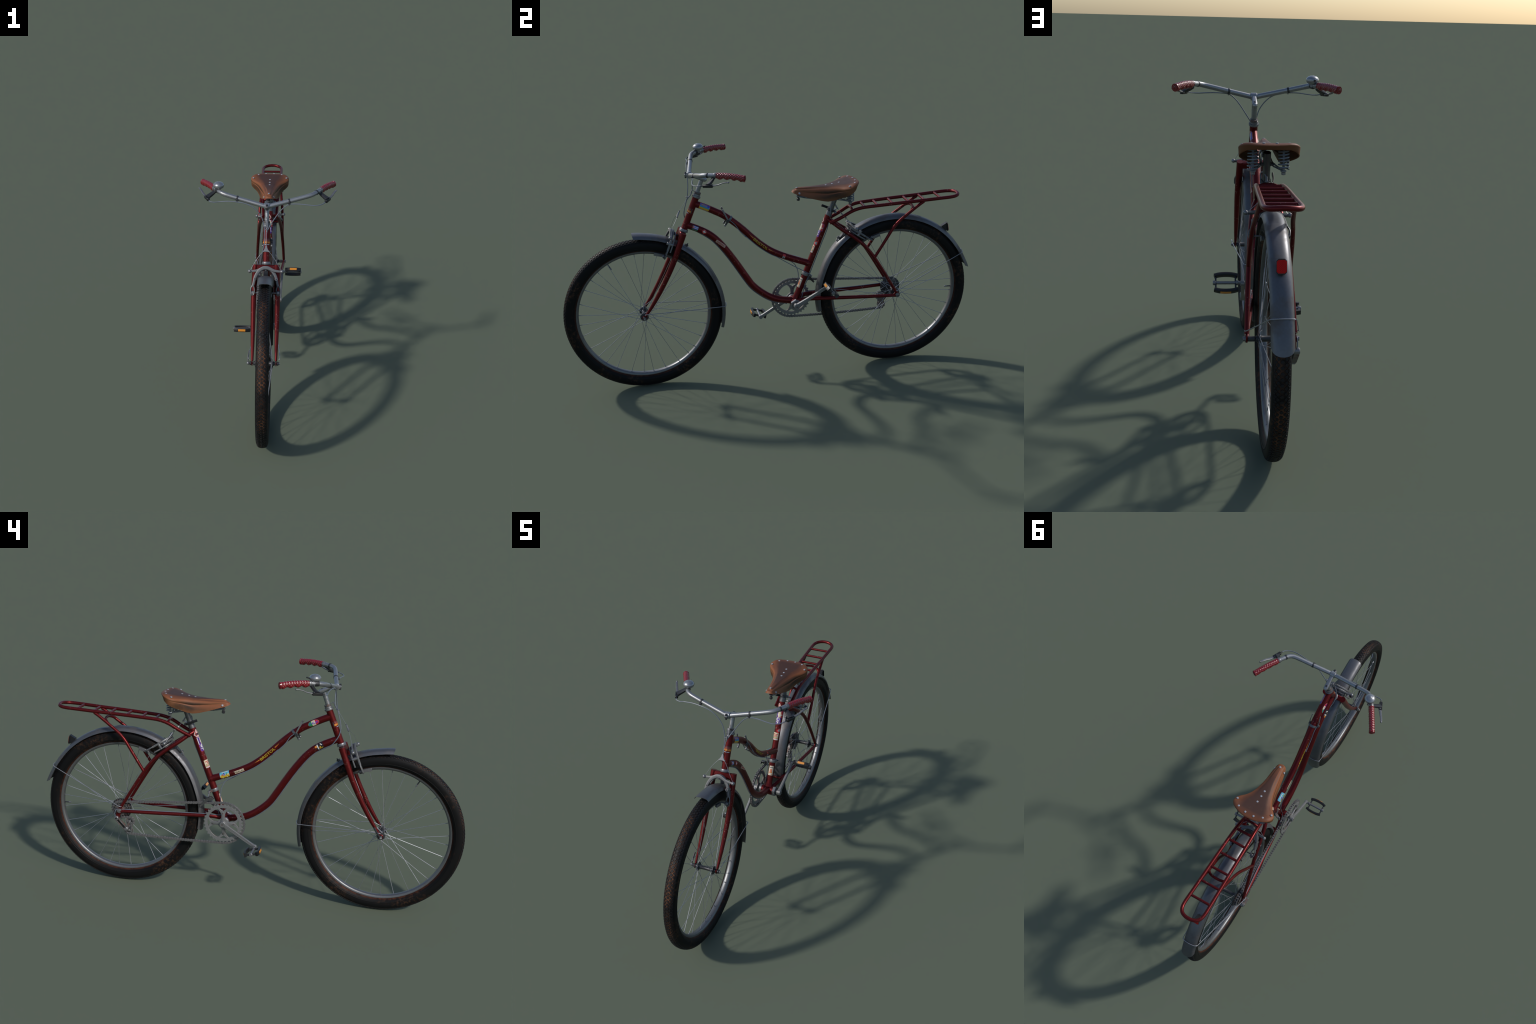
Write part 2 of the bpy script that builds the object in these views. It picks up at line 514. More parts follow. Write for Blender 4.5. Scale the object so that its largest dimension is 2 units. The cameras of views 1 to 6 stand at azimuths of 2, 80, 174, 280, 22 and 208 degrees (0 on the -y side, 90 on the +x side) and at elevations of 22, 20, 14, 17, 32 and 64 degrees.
stays = Geo()
SS = lambda s: [V(s * x, y, z) for x, y, z in ((0.004, 0.2690, 0.7745), (0.013, 0.2780, 0.7690), (0.029, 0.300, 0.7535), (0.0445, 0.336, 0.7255), (0.053, 0.385, 0.690), (0.059, 0.432, 0.650), (0.063, 0.470, 0.605), (0.067, 0.505, 0.552), (0.072, 0.551, 0.475), (0.076, 0.600, 0.390))]
for s, nm in ((1, "seat_stay"), (-1, "seat_stay")):
    one(nm, tube(SS(s), [0.0098, 0.0098, 0.0095, 0.009, 0.0085, 0.0072], 16, 6), RED, FRAME)
for s in (1, -1):
    one("chain_stay", tube([V(s * 0.016, 0.118, 0.372), V(s * 0.030, 0.165, 0.381), V(s * 0.038, 0.22, 0.3815), V(s * 0.046, 0.30, 0.379), V(s * 0.058, 0.42, 0.376), V(s * 0.070, 0.53, 0.3745), V(s * 0.075, 0.600, 0.373)], [0.0105, 0.010, 0.0092, 0.0085, 0.0075], 16, 6), RED, FRAME)
    drop = [(-0.024, -0.006), (-0.012, -0.010), (0.006, -0.011), (0.013, -0.006), (0.013, 0.006), (0.006, 0.012), (-0.006, 0.018), (-0.020, 0.006)]
    if s < 0:
        drop = [(-0.024, -0.006), (-0.008, -0.012), (0.002, -0.040), (0.012, -0.044), (0.018, -0.036), (0.013, -0.006), (0.013, 0.006), (0.006, 0.012), (-0.006, 0.018), (-0.020, 0.006)]
    one("dropout", plate([drop], 0.005, HR + V(s * 0.076, 0, 0), V(0, 1, 0), V(0, 0, 1)), RED, FRAME)
one("brake_bridge", rod(V(-0.050, 0.372, 0.700), V(0.050, 0.372, 0.700), 0.006, 12), RED, FRAME)
one("stay_bridge", rod(V(-0.036, 0.205, 0.380), V(0.036, 0.205, 0.380), 0.0065, 12), RED, FRAME)

# hex bottom bracket cup on the left and alloy cup on the right
hexa = [(0.0262 * math.cos(math.radians(60 * i + 30)), 0.0262 * math.sin(math.radians(60 * i + 30))) for i in range(6)]
cup = Geo()
cup.add(plate([hexa], 0.016, BB + V(0.036, 0, 0), V(0, 1, 0), V(0, 0, 1), 0.002), STEEL)
cup.add(rod(BB + V(0.044, 0, 0), BB + V(0.049, 0, 0), 0.0165, 20), DARK)
cup.add(rod(BB + V(-0.044, 0, 0), BB + V(-0.030, 0, 0), 0.0235, 24, 0.002), STEEL)
cup.add(rod(BB + V(-0.06, 0, 0), BB + V(0.06, 0, 0), 0.008, 14), DARK)
make("bottom_bracket", cup, BIKE)

# headset
hd = unit(HEAD_A - HEAD_B)
hs = Geo()
def ring_at(p, prof, mat, n=28):
    hs.add(lathe(prof, p, hd, n), mat)
ring_at(HEAD_A, [(0.012, 0.0165), (0.0165, 0.0160), (0.0172, 0.012), (0.0160, 0.0115), (0.0160, 0.0085), (0.0198, 0.0080), (0.0205, 0.005), (0.0200, 0.000), (0.0170, -0.002), (0.012, -0.002)], STEEL)
ring_at(HEAD_A + hd * 0.0165, [(0.010, 0.010), (0.0150, 0.0095), (0.0155, 0.0072), (0.0142, 0.0065), (0.0155, 0.0058), (0.0155, 0.003), (0.0142, 0.002), (0.0155, 0.0012), (0.0155, -0.001), (0.010, -0.001)], RUSTY)
ring_at(HEAD_B, [(0.012, 0.003), (0.0175, 0.0025), (0.0195, -0.001), (0.0195, -0.005), (0.0215, -0.007), (0.0210, -0.0105), (0.0160, -0.012), (0.012, -0.012)], STEEL)
make("headset", hs, BIKE)

# ------------------------------------------------------------------ fork
fk = Geo()
fk.add(rod(HEAD_B + hd * 0.0, HEAD_B - hd * 0.034, 0.0148, 24), RED)
crown_c = V(0, -0.424, 0.766)
fk.add(bar_box(V(-0.048, -0.4255, 0.7590), V(0.048, -0.4255, 0.7590), 0.0125, 0.0145, hd, 0.004), RED)
FORK = make("fork", fk, BIKE)
LEG = [(0.0480, -0.4200, 0.7730), (0.049, -0.430, 0.748), (0.0515, -0.449, 0.702), (0.0535, -0.470, 0.650), (0.0545, -0.490, 0.606), (0.0545, -0.514, 0.558), (0.0542, -0.548, 0.495), (0.0538, -0.585, 0.434), (0.0536, -0.6195, 0.384)]
for s in (1, -1):
    P = smooth_path([V(s * x, y, z) for x, y, z in LEG], 6)
    t = np.linspace(0, 1, len(P))
    rs = np.interp(t, [0, 0.12, 0.3, 0.5, 0.7, 0.85, 1], [0.0152, 0.0150, 0.0142, 0.0132, 0.0117, 0.0092, 0.0060])
    leg = Geo().add(sweep(P, circle(20), up=(1, 0, 0), scale=[(a, a * 0.92) for a in rs]), RED)
    leg.add(lathe([(0.0040, 0.0022), (0.0105, 0.0022), (0.0120, 0.001), (0.0120, -0.001), (0.0105, -0.0022), (0.0040, -0.0022)], HF + V(s * 0.0540, 0, 0), (1, 0, 0), 20), RED)
    make("fork_leg", leg, FORK)

# ------------------------------------------------------------------ wheels
def tyre_profile(n=28):
    """(radius, x): rounded casing with slightly flat flanks, opening at the rim."""
    out = []
    for i in range(n + 1):
        a = math.radians(-58 + (360 - 64) * i / n - 0) if False else math.radians(-122 + 244 * i / n)
        ca, sa = math.cos(a), math.sin(a)
        e = 2 / 2.35
        rr = 0.3445 + 0.0287 * math.copysign(abs(ca) ** e, ca)
        xx = 0.0275 * math.copysign(abs(sa) ** e, sa)
        out.append((rr, xx))
    return out
PROF = tyre_profile()
px = np.array([p[1] for p in PROF]); pr = np.array([p[0] for p in PROF])
upper = pr > 0.3445
order = np.argsort(px[upper])
PX, PR = px[upper][order], pr[upper][order]

def tyre_mesh():
    g = Geo()
    inner = [(0.3160, 0.0125), (0.3130, 0.0), (0.3160, -0.0125)]
    g.add(lathe(PROF + inner, (0, 0, 0), (1, 0, 0), 192, closed_profile=True), TYRE)
    # raised circumferential line on each flank
    for s in (1, -1):
        g.add(lathe([(0.3335, s * 0.0266), (0.3350, s * 0.0278), (0.3365, s * 0.0272), (0.3365, s * 0.025), (0.3335, s * 0.025)], (0, 0, 0), (1, 0, 0), 160, closed_profile=True), TYRE)
    return mesh_of("tyre", g, angle=50)

def tread_mesh(count=140):
    g = Geo()
    d = 2 * math.pi / count
    L = d * R_TYRE
    def rho(x):
        return float(np.interp(x, PX, PR))
    def block(a0, poly, h=0.0018, k=1.0):
        n = len(poly)
        v = []
        for lift, sh in ((-0.0015, 1.0 * k), (h, 0.90 * k)):
            cx = sum(p[1] for p in poly) / n
            ca = sum(p[0] for p in poly) / n
            for a, x in poly:
                aa, xx = ca + (a - ca) * sh, cx + (x - cx) * sh
                r = rho(xx)
                t = a0 + aa / R_TYRE
                # lift along the profile normal
                e = 0.0008
                sl = (rho(xx + e) - rho(xx - e)) / (2 * e)
                nn = 1 / math.sqrt(1 + sl * sl)
                r2, x2 = r + lift * nn, xx - sl * nn * lift
                v.append((x2, r2 * math.cos(t), r2 * math.sin(t)))
        f = [list(range(n, 2 * n))] + [[i, (i + 1) % n, n + (i + 1) % n, n + i] for i in range(n)]
        g.add((v, f), TREAD)
    for i in range(count):
        a = i * d
        block(a, [(-0.36 * L, 0), (-0.12 * L, 0.0058), (0.12 * L, 0.0058), (0.36 * L, 0), (0.12 * L, -0.0058), (-0.12 * L, -0.0058)])
        for s in (1, -1):
            block(a + d / 2, [(-0.40 * L, s * 0.0118), (-0.14 * L, s * 0.0062), (0.14 * L, s * 0.0062), (0.40 * L, s * 0.0118), (0.22 * L, s * 0.0148), (-0.22 * L, s * 0.0148)], k=0.93)
            block(a, [(-0.30 * L, s * 0.0165), (0, s * 0.0125), (0.30 * L, s * 0.0165), (0.22 * L, s * 0.0212), (-0.22 * L, s * 0.0212)], k=0.95)
            block(a + d / 2, [(-0.2 * L, s * 0.0178), (0.2 * L, s * 0.0178), (0.2 * L, s * 0.0226), (-0.2 * L, s * 0.0226)], 0.0012)
    return mesh_of("tread", g, angle=20)

def rim_mesh():
    g = Geo()
    prof = [(0.3185, 0.0135), (0.3170, 0.0148), (0.3120, 0.0145), (0.3075, 0.0122), (0.3050, 0.0080), (0.3042, 0.0), (0.3050, -0.0080), (0.3075, -0.0122), (0.3120, -0.0145), (0.3170, -0.0148), (0.3185, -0.0135), (0.3140, -0.011), (0.3120, 0.0), (0.3140, 0.011)]
    g.add(lathe(prof, (0, 0, 0), (1, 0, 0), 160, closed_profile=True), RIM)
    return mesh_of("wheel", g)

def spoke_mesh(side, lead, hub_r, flange_x):
    """One spoke at rim angle 0 (towards +y); it leaves the flange nearly tangentially."""
    a = math.radians(68 * lead)
    hub = V(side * flange_x, hub_r * math.cos(a), hub_r * math.sin(a))
    rim = V(side * 0.003, 0.3050, 0)
    g = Geo()
    xo = side * 0.0022 * (1 if lead > 0 else -1)
    g.add(tube([hub + V(-xo, 0, 0), hub + V(xo, 0, 0), hub * 0.985 + rim * 0.015 + V(xo * 0.9, 0, 0), hub * 0.9 + rim * 0.1 + V(xo * .6, 0, 0), hub * 0.4 + rim * 0.6, rim], 0.00105, 6, 2), SPOKE)
    d = unit(rim - hub)
    g.add(rod(rim - d * 0.013, rim + d * 0.001, 0.0019, 6), SPOKE)
    return mesh_of("spoke", g)

TYRE_ME, TREAD_ME, RIM_ME = tyre_mesh(), tread_mesh(), rim_mesh()

def wheel(hub, flange, hub_r, turn, hub_geo, valve_angle):
    w = link("wheel", RIM_ME, BIKE, hub)
    link("tyre", TYRE_ME, w, hub, Matrix.Translation(Vector(hub)) @ Matrix.Rotation(turn, 4, "X"))
    t = link("tread", TREAD_ME, w, hub, Matrix.Translation(Vector(hub)) @ Matrix.Rotation(turn, 4, "X"))
    t["kind"] = "stuff"
    make("hub", hub_geo, w, hub)
    for si, side in enumerate((1, -1)):
        ms = {1: spoke_mesh(side, 1, hub_r, flange), -1: spoke_mesh(side, -1, hub_r, flange)}
        for i in range(16):
            lead = 1 if i % 2 else -1
            ang = turn * 0.3 + 2 * math.pi * (i + 0.5 * si) / 16 + lead * 0.02
            link("spoke", ms[lead], w, hub, Matrix.Translation(Vector(hub)) @ Matrix.Rotation(ang, 4, "X"))
    d = V(0, math.cos(valve_angle), math.sin(valve_angle))
    vg = Geo().add(rod(hub + d * 0.310, hub + d * 0.284, 0.0030, 10), DARK)
    vg.add(rod(hub + d * 0.284, hub + d * 0.272, 0.0036, 10, 0.001), STEEL)
    make("valve", vg, w, hub)
    return w

def hub_shape(c, flange, barrel, hub_r):
    x = flange
    prof = [(0.004, -x - 0.012), (0.0095, -x - 0.010), (0.0100, -x - 0.004), (hub_r + 0.0035, -x - 0.0018), (hub_r + 0.0035, -x + 0.0018), (barrel + 0.003, -x + 0.004), (barrel, -x + 0.010), (barrel * 0.92, 0),
            (barrel, x - 0.010), (barrel + 0.003, x - 0.004), (hub_r + 0.0035, x - 0.0018), (hub_r + 0.0035, x + 0.0018), (0.0100, x + 0.004), (0.0095, x + 0.010), (0.004, x + 0.012)]
    return lathe(prof, c, (1, 0, 0), 28)

hg = Geo().add(hub_shape(HF, 0.0375, 0.0092, 0.0165), DARK)
hg.add(rod(HF + V(-0.071, 0, 0), HF + V(0.072, 0, 0), 0.0042, 12), STEEL)
hg.add(rod(HF + V(0.0570, 0, 0), HF + V(0.0655, 0, 0), 0.0090, 14, 0.0015), DARK)
hg.add(rod(HF + V(0.0655, 0, 0), HF + V(0.0710, 0, 0), 0.0058, 6, 0.001), STEEL)
hg.add(rod(HF + V(-0.0660, 0, 0), HF + V(-0.0570, 0, 0), 0.0085, 16, 0.0015), DARK)
hg.add(ball(HF + V(-0.0720, 0, 0), 0.0072, 14), STEEL)
hg.add(sweep(smooth_path([HF + V(-0.0735, 0.002, 0.004), HF + V(-0.0735, 0.012, 0.016), HF + V(-0.072, 0.023, 0.032), HF + V(-0.070, 0.033, 0.047)], 5), rrect(0.0022, 0.0042, 0.001), up=(0, 1, -0.7)), DARK)
WF = wheel(HF, 0.0375, 0.0165, math.radians(20), hg, math.radians(119.5))

hg = Geo().add(hub_shape(HR, 0.0375, 0.0098, 0.0190), DARK)
hg.add(rod(HR + V(-0.088, 0, 0), HR + V(0.083, 0, 0), 0.0045, 12), STEEL)
hg.add(rod(HR + V(0.0500, 0, 0), HR + V(0.0735, 0, 0), 0.0085, 16, 0.0015), DARK)
for s in (1, -1):
    hg.add(lathe([(0.004, 0.0795 * s), (0.0115, 0.0795 * s), (0.0115, 0.0815 * s), (0.0075, 0.0820 * s), (0.0075, 0.0880 * s), (0.004, 0.0885 * s)], HR, (1, 0, 0), 12), STEEL)
WR = wheel(HR, 0.0375, 0.0190, math.radians(200), hg, math.radians(-2.5))

# ------------------------------------------------------------------ cassette
def cog_outline(r, teeth, depth=0.0045, flat=0.25):
    out = []
    for i in range(teeth):
        a = 2 * math.pi * i / teeth
        w = 2 * math.pi / teeth
        for f, rr in ((-0.5, r - depth), (-0.28, r - depth * 0.9), (-flat * 0.4, r), (flat * 0.4, r), (0.28, r - depth * 0.9)):
            out.append((rr * math.cos(a + f * w), rr * math.sin(a + f * w)))
    return out
def arc_hole(r0, r1, a0, a1, n=6):
    A = np.radians(np.linspace(a0, a1, n))
    return [(r1 * math.cos(a), r1 * math.sin(a)) for a in A] + [(r0 * math.cos(a), r0 * math.sin(a)) for a in A[::-1]]
cas = Geo()
for k, (r, teeth) in enumerate(((0.0510, 24), (0.0480, 22), (0.0435, 20), (0.0395, 18), (0.0355, 16), (0.0315, 14))):
    holes = [arc_hole(r * 0.50, r * 0.72, a - 20, a + 20) for a in range(0, 360, 60)] if k < 2 else []
    cas.add(plate([cog_outline(r, teeth)] + holes, 0.0018, HR + V(-0.0445 - 0.0045 * k, 0, 0), V(0, 1, 0), V(0, 0, 1), 0.0003), RUSTY if k % 2 else DARK)
cas.add(lathe([(0.012, -0.0412), (0.0490, -0.0412), (0.0500, -0.0418), (0.0490, -0.0426), (0.012, -0.0426)], HR, (1, 0, 0), 40), DARK)
cas.add(rod(HR + V(-0.070, 0, 0), HR + V(-0.042, 0, 0), 0.0205, 20, 0.002), RUSTY)
make("cassette", cas, BIKE, HR)

# ------------------------------------------------------------------ crankset
RING_X = -0.0545
def rot2(p, a):
    c, s = math.cos(a), math.sin(a)
    return (p[0] * c - p[1] * s, p[0] * s + p[1] * c)
def heart_window(a):
    """Large rounded window between two spider arms."""
    pts = [(0.0255, 0.0075), (0.0225, 0.0150), (0.0075, 0.0255)]
    base = [(0.026, 0.0085), (0.0225, 0.0125), (0.0180, 0.0180), (0.0125, 0.0225), (0.0085, 0.026), (0.0085, 0.036), (0.0098, 0.046), (0.0150, 0.0560), (0.0215, 0.0640), (0.0285, 0.0675), (0.0375, 0.0650), (0.0465, 0.0585), (0.0540, 0.0520), (0.0610, 0.0425), (0.0660, 0.0330), (0.0680, 0.0265), (0.0640, 0.0200), (0.0560, 0.0145), (0.046, 0.0098), (0.036, 0.0085)]
    sm = smooth_path([V(x, y, 0) for x, y in base], 3, True)
    return [rot2((p[0], p[1]), a) for p in sm]
def tri_window(a):
    pts = [(0.0600, 0.0000), (0.0665, 0.0085), (0.0722, 0.0180), (0.0742, 0.0100), (0.0748, 0.0), (0.0742, -0.0100), (0.0722, -0.0180), (0.0665, -0.0085)]
    return [rot2(p, a) for p in pts]
tilt = math.radians(3)
rg = Geo()
outl = cog_outline(0.0945, 33, 0.0062, 0.30)
ring_vf = (plate([outl] + [heart_window(tilt + math.radians(90 * i)) for i in range(4)] + [tri_window(tilt + math.radians(90 * i)) for i in range(4)], 0.0062, BB + V(RING_X - 0.0012, 0, 0), V(0, -1, 0), V(0, 0, 1), 0.0006), ALLOY)
# lighter face, darker walls inside the cut-outs and between the teeth
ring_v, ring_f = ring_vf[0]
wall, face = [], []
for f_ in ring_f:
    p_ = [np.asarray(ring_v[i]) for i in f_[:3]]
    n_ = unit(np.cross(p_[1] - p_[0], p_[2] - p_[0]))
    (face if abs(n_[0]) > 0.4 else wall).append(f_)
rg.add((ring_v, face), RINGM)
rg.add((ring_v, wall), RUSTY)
CRANK = make("crankset", Geo().add(rod(BB + V(-0.070, 0, 0), BB + V(-0.050, 0, 0), 0.0150, 24, 0.002), ALLOY), BIKE, BB)
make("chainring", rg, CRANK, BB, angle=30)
for i in range(4):
    a = tilt + math.radians(90 * i)
    d = V(0, -math.cos(a), math.sin(a))
    sp_arm = Geo().add(sweep([BB + V(-0.0598, 0, 0) + d * 0.008, BB + V(-0.0598, 0, 0) + d * 0.03, BB + V(-0.0592, 0, 0) + d * 0.050, BB + V(-0.0588, 0, 0) + d * 0.056], rrect(0.0078, 0.0028, 0.0012), up=(1, 0, 0), scale=[1.3, 1.0, 0.85, 0.55]), ALLOY)
    sp_arm.add(rod(BB + V(-0.064, 0, 0) + d * 0.0495, BB + V(-0.05, 0, 0) + d * 0.0495, 0.0028, 10), RUSTY)
    make("spider_arm", sp_arm, CRANK, BB)
ARM_R = V(-0.0710, -0.051, 0.266)
ARM_L = V(0.0710, 0.2585, 0.454)
def crank_arm(side, tip, x0):
    a, b = V(x0, BB[1], BB[2]), np.asarray(tip, float)
    g = Geo()
    P = [a + (b - a) * t for t in (0.0, 0.12, 0.3, 0.6, 0.88, 1.0)]
    g.add(sweep(P, rrect(0.0092, 0.0062, 0.002), up=(1, 0, 0), scale=[1.35, 1.15, 0.98, 0.85, 0.82, 0.95]), ALLOY)
    g.add(rod(a + V(-0.011, 0, 0), a + V(0.011, 0, 0), 0.0145, 20, 0.002), ALLOY)
    g.add(rod(a + V(side * 0.0105, 0, 0), a + V(side * 0.0120, 0, 0), 0.0048, 12), RUSTY)
    g.add(rod(b + V(-0.0075, 0, 0), b + V(0.0075, 0, 0), 0.0098, 16, 0.0015), ALLOY)
    # recessed flute on the outer face, shown by two raised edges
    for k in (-1, 1):
        dirn = unit(b - a)
        n = np.cross(dirn, V(1, 0, 0))
        g.add(sweep([a + (b - a) * t + n * k * 0.0058 * w + V(side * 0.0058 * w, 0, 0) for t, w in ((0.10, 1.1), (0.3, 0.98), (0.6, 0.85), (0.9, 0.8))], rrect(0.0014, 0.0012, 0.0005), up=(1, 0, 0)), ALLOY)
    return make("crank_arm", g, CRANK, a)
crank_arm(-1, ARM_R, -0.0680)
crank_arm(1, ARM_L, 0.0600)

def pedal(c, side, tilt):
    """Cage pedal: two bowed black bars, cross plates, axle and amber reflectors."""
    e1 = V(0, math.cos(tilt), math.sin(tilt))     # from the front bar to the rear bar
    e3 = V(0, -math.sin(tilt), math.cos(tilt))
    ex = V(side, 0, 0)
    c = np.asarray(c, float)
    g = Geo()
    for s in (1, -1):
        P = smooth_path([c + ex * x + e1 * s * y for x, y in ((-0.0420, 0.0262), (-0.024, 0.0312), (-0.002, 0.0328), (0.021, 0.0312), (0.0390, 0.0262))], 4)
        g.add(sweep(P, rrect(0.0093, 0.0058, 0.0014), up=e1 * s), BLACK)
    for x in (-0.034, 0.034):
        g.add(bar_box(c + ex * x - e1 * 0.030, c + ex * x + e1 * 0.030, 0.0028, 0.0052, e3), DARK)
    ped = make("pedal", g, BIKE, c)
    ax = Geo().add(rod(c - ex * 0.050, c + ex * 0.036, 0.0056, 16), STEEL)
    ax.add(rod(c + ex * 0.033, c + ex * 0.044, 0.0082, 16, 0.0015), STEEL)
    ax.add(rod(c - ex * 0.044, c - ex * 0.034, 0.0085, 16, 0.0015), STEEL)
    make("pedal_axle", ax, ped, c)
    for s in (1, -1):
        m = AMBER
        rf = Geo().add(box(c + e1 * s * 0.0372, (0.0185, 0.0022, 0.0058), (ex, e1, e3), 0.0008), m)
        make("pedal_reflector", rf, ped, c)
pedal(V(-0.1290, -0.0520, 0.2635), -1, math.radians(-13))
pedal(V(0.1290, 0.2590, 0.4560), 1, math.radians(-45))

# ------------------------------------------------------------------ chain
def belt(circles):
    """Path round circles (y, z, r, sense): outer or crossed tangents, clockwise sense = +1."""
    n = len(circles)
    tan = []
    for i in range(n):
        (y0, z0, r0, s0), (y1, z1, r1, s1) = circles[i], circles[(i + 1) % n]
        d = V(y1 - y0, z1 - z0)
        L = np.linalg.norm(d)
        u = d / L
        nrm = V(-u[1], u[0])          # left of travel: clockwise circles touch on the left side
        k = (s0 * r0 - s1 * r1) / L
        m = u * k + nrm * math.sqrt(1 - k * k)
        tan.append((V(y0, z0) + m * r0 * s0, V(y1, z1) + m * r1 * s1))
    pts = []
    for i in range(n):
        y, z, r, s = circles[i]
        a_in, a_out = tan[i - 1][1] - V(y, z), tan[i][0] - V(y, z)
        t0, t1 = math.atan2(a_in[1], a_in[0]), math.atan2(a_out[1], a_out[0])
        if s > 0:
            while t1 > t0: t1 -= 2 * math.pi
        else:
            while t1 < t0: t1 += 2 * math.pi
        for t in np.linspace(t0, t1, max(3, int(abs(t1 - t0) * r / 0.002))):
            pts.append((y + r * math.cos(t), z + r * math.sin(t)))
        p, q = tan[i]
        q = V(*q); p = V(*p)
        for t in np.linspace(0, 1, 40)[1:-1]:
            w = p + (q - p) * t
            sag = -0.004 * math.sin(math.pi * t) if (i == n - 1) else 0
            pts.append((w[0], w[1] + sag))
    return np.array(pts)
PUL_A, PUL_B = (0.560, 0.3205), (0.563, 0.2755)
loop = belt([(BB[1], BB[2], 0.0985, 1), (HR[1], HR[2], 0.0375, 1), (*PUL_A, 0.0190, -1), (*PUL_B, 0.0185, 1)])
seg = np.linalg.norm(np.roll(loop, -1, 0) - loop, axis=1)
cum = np.concatenate([[0], np.cumsum(seg)])
total = cum[-1]
N_LINK = int(round(total / 0.0130 / 2)) * 2
closed_loop = np.vstack([loop, loop[:1]])
def chain_at(s):
    s %= total
    return V(np.interp(s, cum, closed_loop[:, 0]), np.interp(s, cum, closed_loop[:, 1]))
def link_mesh(wide):
    g = Geo()
    p = 0.0130
    out = []
    for c, a0 in ((p / 2, -90), (-p / 2, 90)):
        for i in range(7):
            a = math.radians(a0 + 30 * i)
            out.append((c + 0.0056 * math.cos(a), 0.0056 * math.sin(a)))
    out.insert(7, (0, 0.0040)); out.append((0, -0.0040))
    off = 0.0046 if wide else 0.0030
    for s in (1, -1):
        g.add(plate([out], 0.0013, V(s * off, 0, 0), V(0, 1, 0), V(0, 0, 1), 0.0002), CHAINM)
    for c in (p / 2, -p / 2):
        if wide:
            g.add(rod(V(-0.0062, c, 0), V(0.0062, c, 0), 0.0021, 8), CHAINM)
        else:
            g.add(rod(V(-0.0028, c, 0), V(0.0028, c, 0), 0.0040, 10), CHAINM)
    return mesh_of("chain_link", g, angle=30)
CHAIN_G = Geo().add(rod(V(RING_X - 0.0065, *chain_at(0)), V(RING_X + 0.0065, *chain_at(0)), 0.0020, 8), CHAINM)
CHAIN = make("chain", CHAIN_G, BIKE)
LINKS = [link_mesh(True), link_mesh(False)]
for i in range(N_LINK):
    s = total * i / N_LINK
    a, b = chain_at(s), chain_at(s + total / N_LINK)
    c, d = (a + b) / 2, b - a
    x = RING_X + 0.002 - 0.004 * np.clip((c[0] - 0.15) / 0.4, 0, 1)
    ang = math.atan2(d[1], d[0])
    link("chain_link", LINKS[i % 2], CHAIN, (0, 0, 0), Matrix.Translation((x, c[0], c[1])) @ Matrix.Rotation(ang, 4, "X"))

# ------------------------------------------------------------------ derailleurs
rd = Geo()
X0 = -0.0565
for (y, z) in (PUL_A, PUL_B):
    rd.add(plate([cog_outline(0.0180, 11, 0.004), arc_hole(0.0065, 0.0115, 20, 100), arc_hole(0.0065, 0.0115, 140, 220), arc_hole(0.0065, 0.0115, 260, 340)], 0.0030, V(X0, y, z), V(0, 1, 0), V(0, 0, 1), 0.0004), STEEL)
    rd.add(lathe([(0.0150, -0.0030), (0.0180, -0.0030), (0.0180, -0.0022), (0.0150, -0.0022)], V(X0 - 0.001, y, z), (1, 0, 0), 28, closed_profile=True), RUSTY)
    rd.add(rod(V(X0 - 0.010, y, z), V(X0 + 0.008, y, z), 0.0050, 12, 0.001), STEEL)
cage = [(PUL_A[0] - 0.006, PUL_A[1] + 0.012), (PUL_A[0] + 0.008, PUL_A[1] + 0.010), (PUL_A[0] + 0.012, PUL_A[1] - 0.004), (PUL_B[0] + 0.018, PUL_B[1] + 0.008), (PUL_B[0] + 0.019, PUL_B[1] - 0.006), (PUL_B[0] + 0.010, PUL_B[1] - 0.0165), (PUL_B[0] - 0.008, PUL_B[1] - 0.0155), (PUL_B[0] - 0.012, PUL_B[1] + 0.002), (PUL_A[0] - 0.010, PUL_A[1] - 0.010)]
hole = [(PUL_B[0] - 0.006, PUL_B[1] - 0.006), (PUL_B[0] + 0.010, PUL_B[1] - 0.006), (PUL_B[0] + 0.008, PUL_B[1] + 0.007), (PUL_B[0] - 0.005, PUL_B[1] + 0.008)]
rd.add(plate([cage], 0.0016, V(X0 + 0.0065, 0, 0), V(0, 1, 0), V(0, 0, 1), 0.0003), RUSTY)
PA, PB = V(X0 - 0.0072, *PUL_A), V(X0 - 0.0072, *PUL_B)
rd.add(sweep(smooth_path([PA + V(0, -0.004, 0.006), PA + V(0, -0.007, -0.012), PB + V(0, -0.012, 0.010), PB + V(0, -0.013, -0.004), PB + V(0, -0.002, -0.015), PB + V(0, 0.010, -0.012)], 5), rrect(0.0030, 0.0010, 0.0004), up=(1, 0, 0)), STEEL)
rd.add(bar_box(PB + V(0, -0.010, 0), PB + V(0, 0.006, 0), 0.0030, 0.0010, (1, 0, 0), 0.0004), STEEL)
P1, P2 = V(-0.078, 0.618, 0.338), V(-0.070, 0.572, 0.287)
rd.add(rod(P1 + V(-0.012, 0, 0), P1 + V(0.008, 0, 0), 0.0108, 18, 0.002), STEEL)
rd.add(rod(P1 + V(-0.0126, 0, 0), P1 + V(-0.010, 0, 0), 0.0042, 10), BLACK)
rd.add(rod(P2 + V(-0.014, 0, 0), P2 + V(0.012, 0, 0), 0.0105, 18, 0.003), STEEL)
dd = unit(P2 - P1)
nn = np.cross(dd, V(1, 0, 0))
for k in (1, -1):
    rd.add(bar_box(P1 + dd * 0.008 + nn * k * 0.0072 + V(-0.004, 0, 0), P2 - dd * 0.006 + nn * k * 0.0072 + V(-0.006, 0, 0), 0.0085, 0.0020, nn, 0.0008), RUSTY)
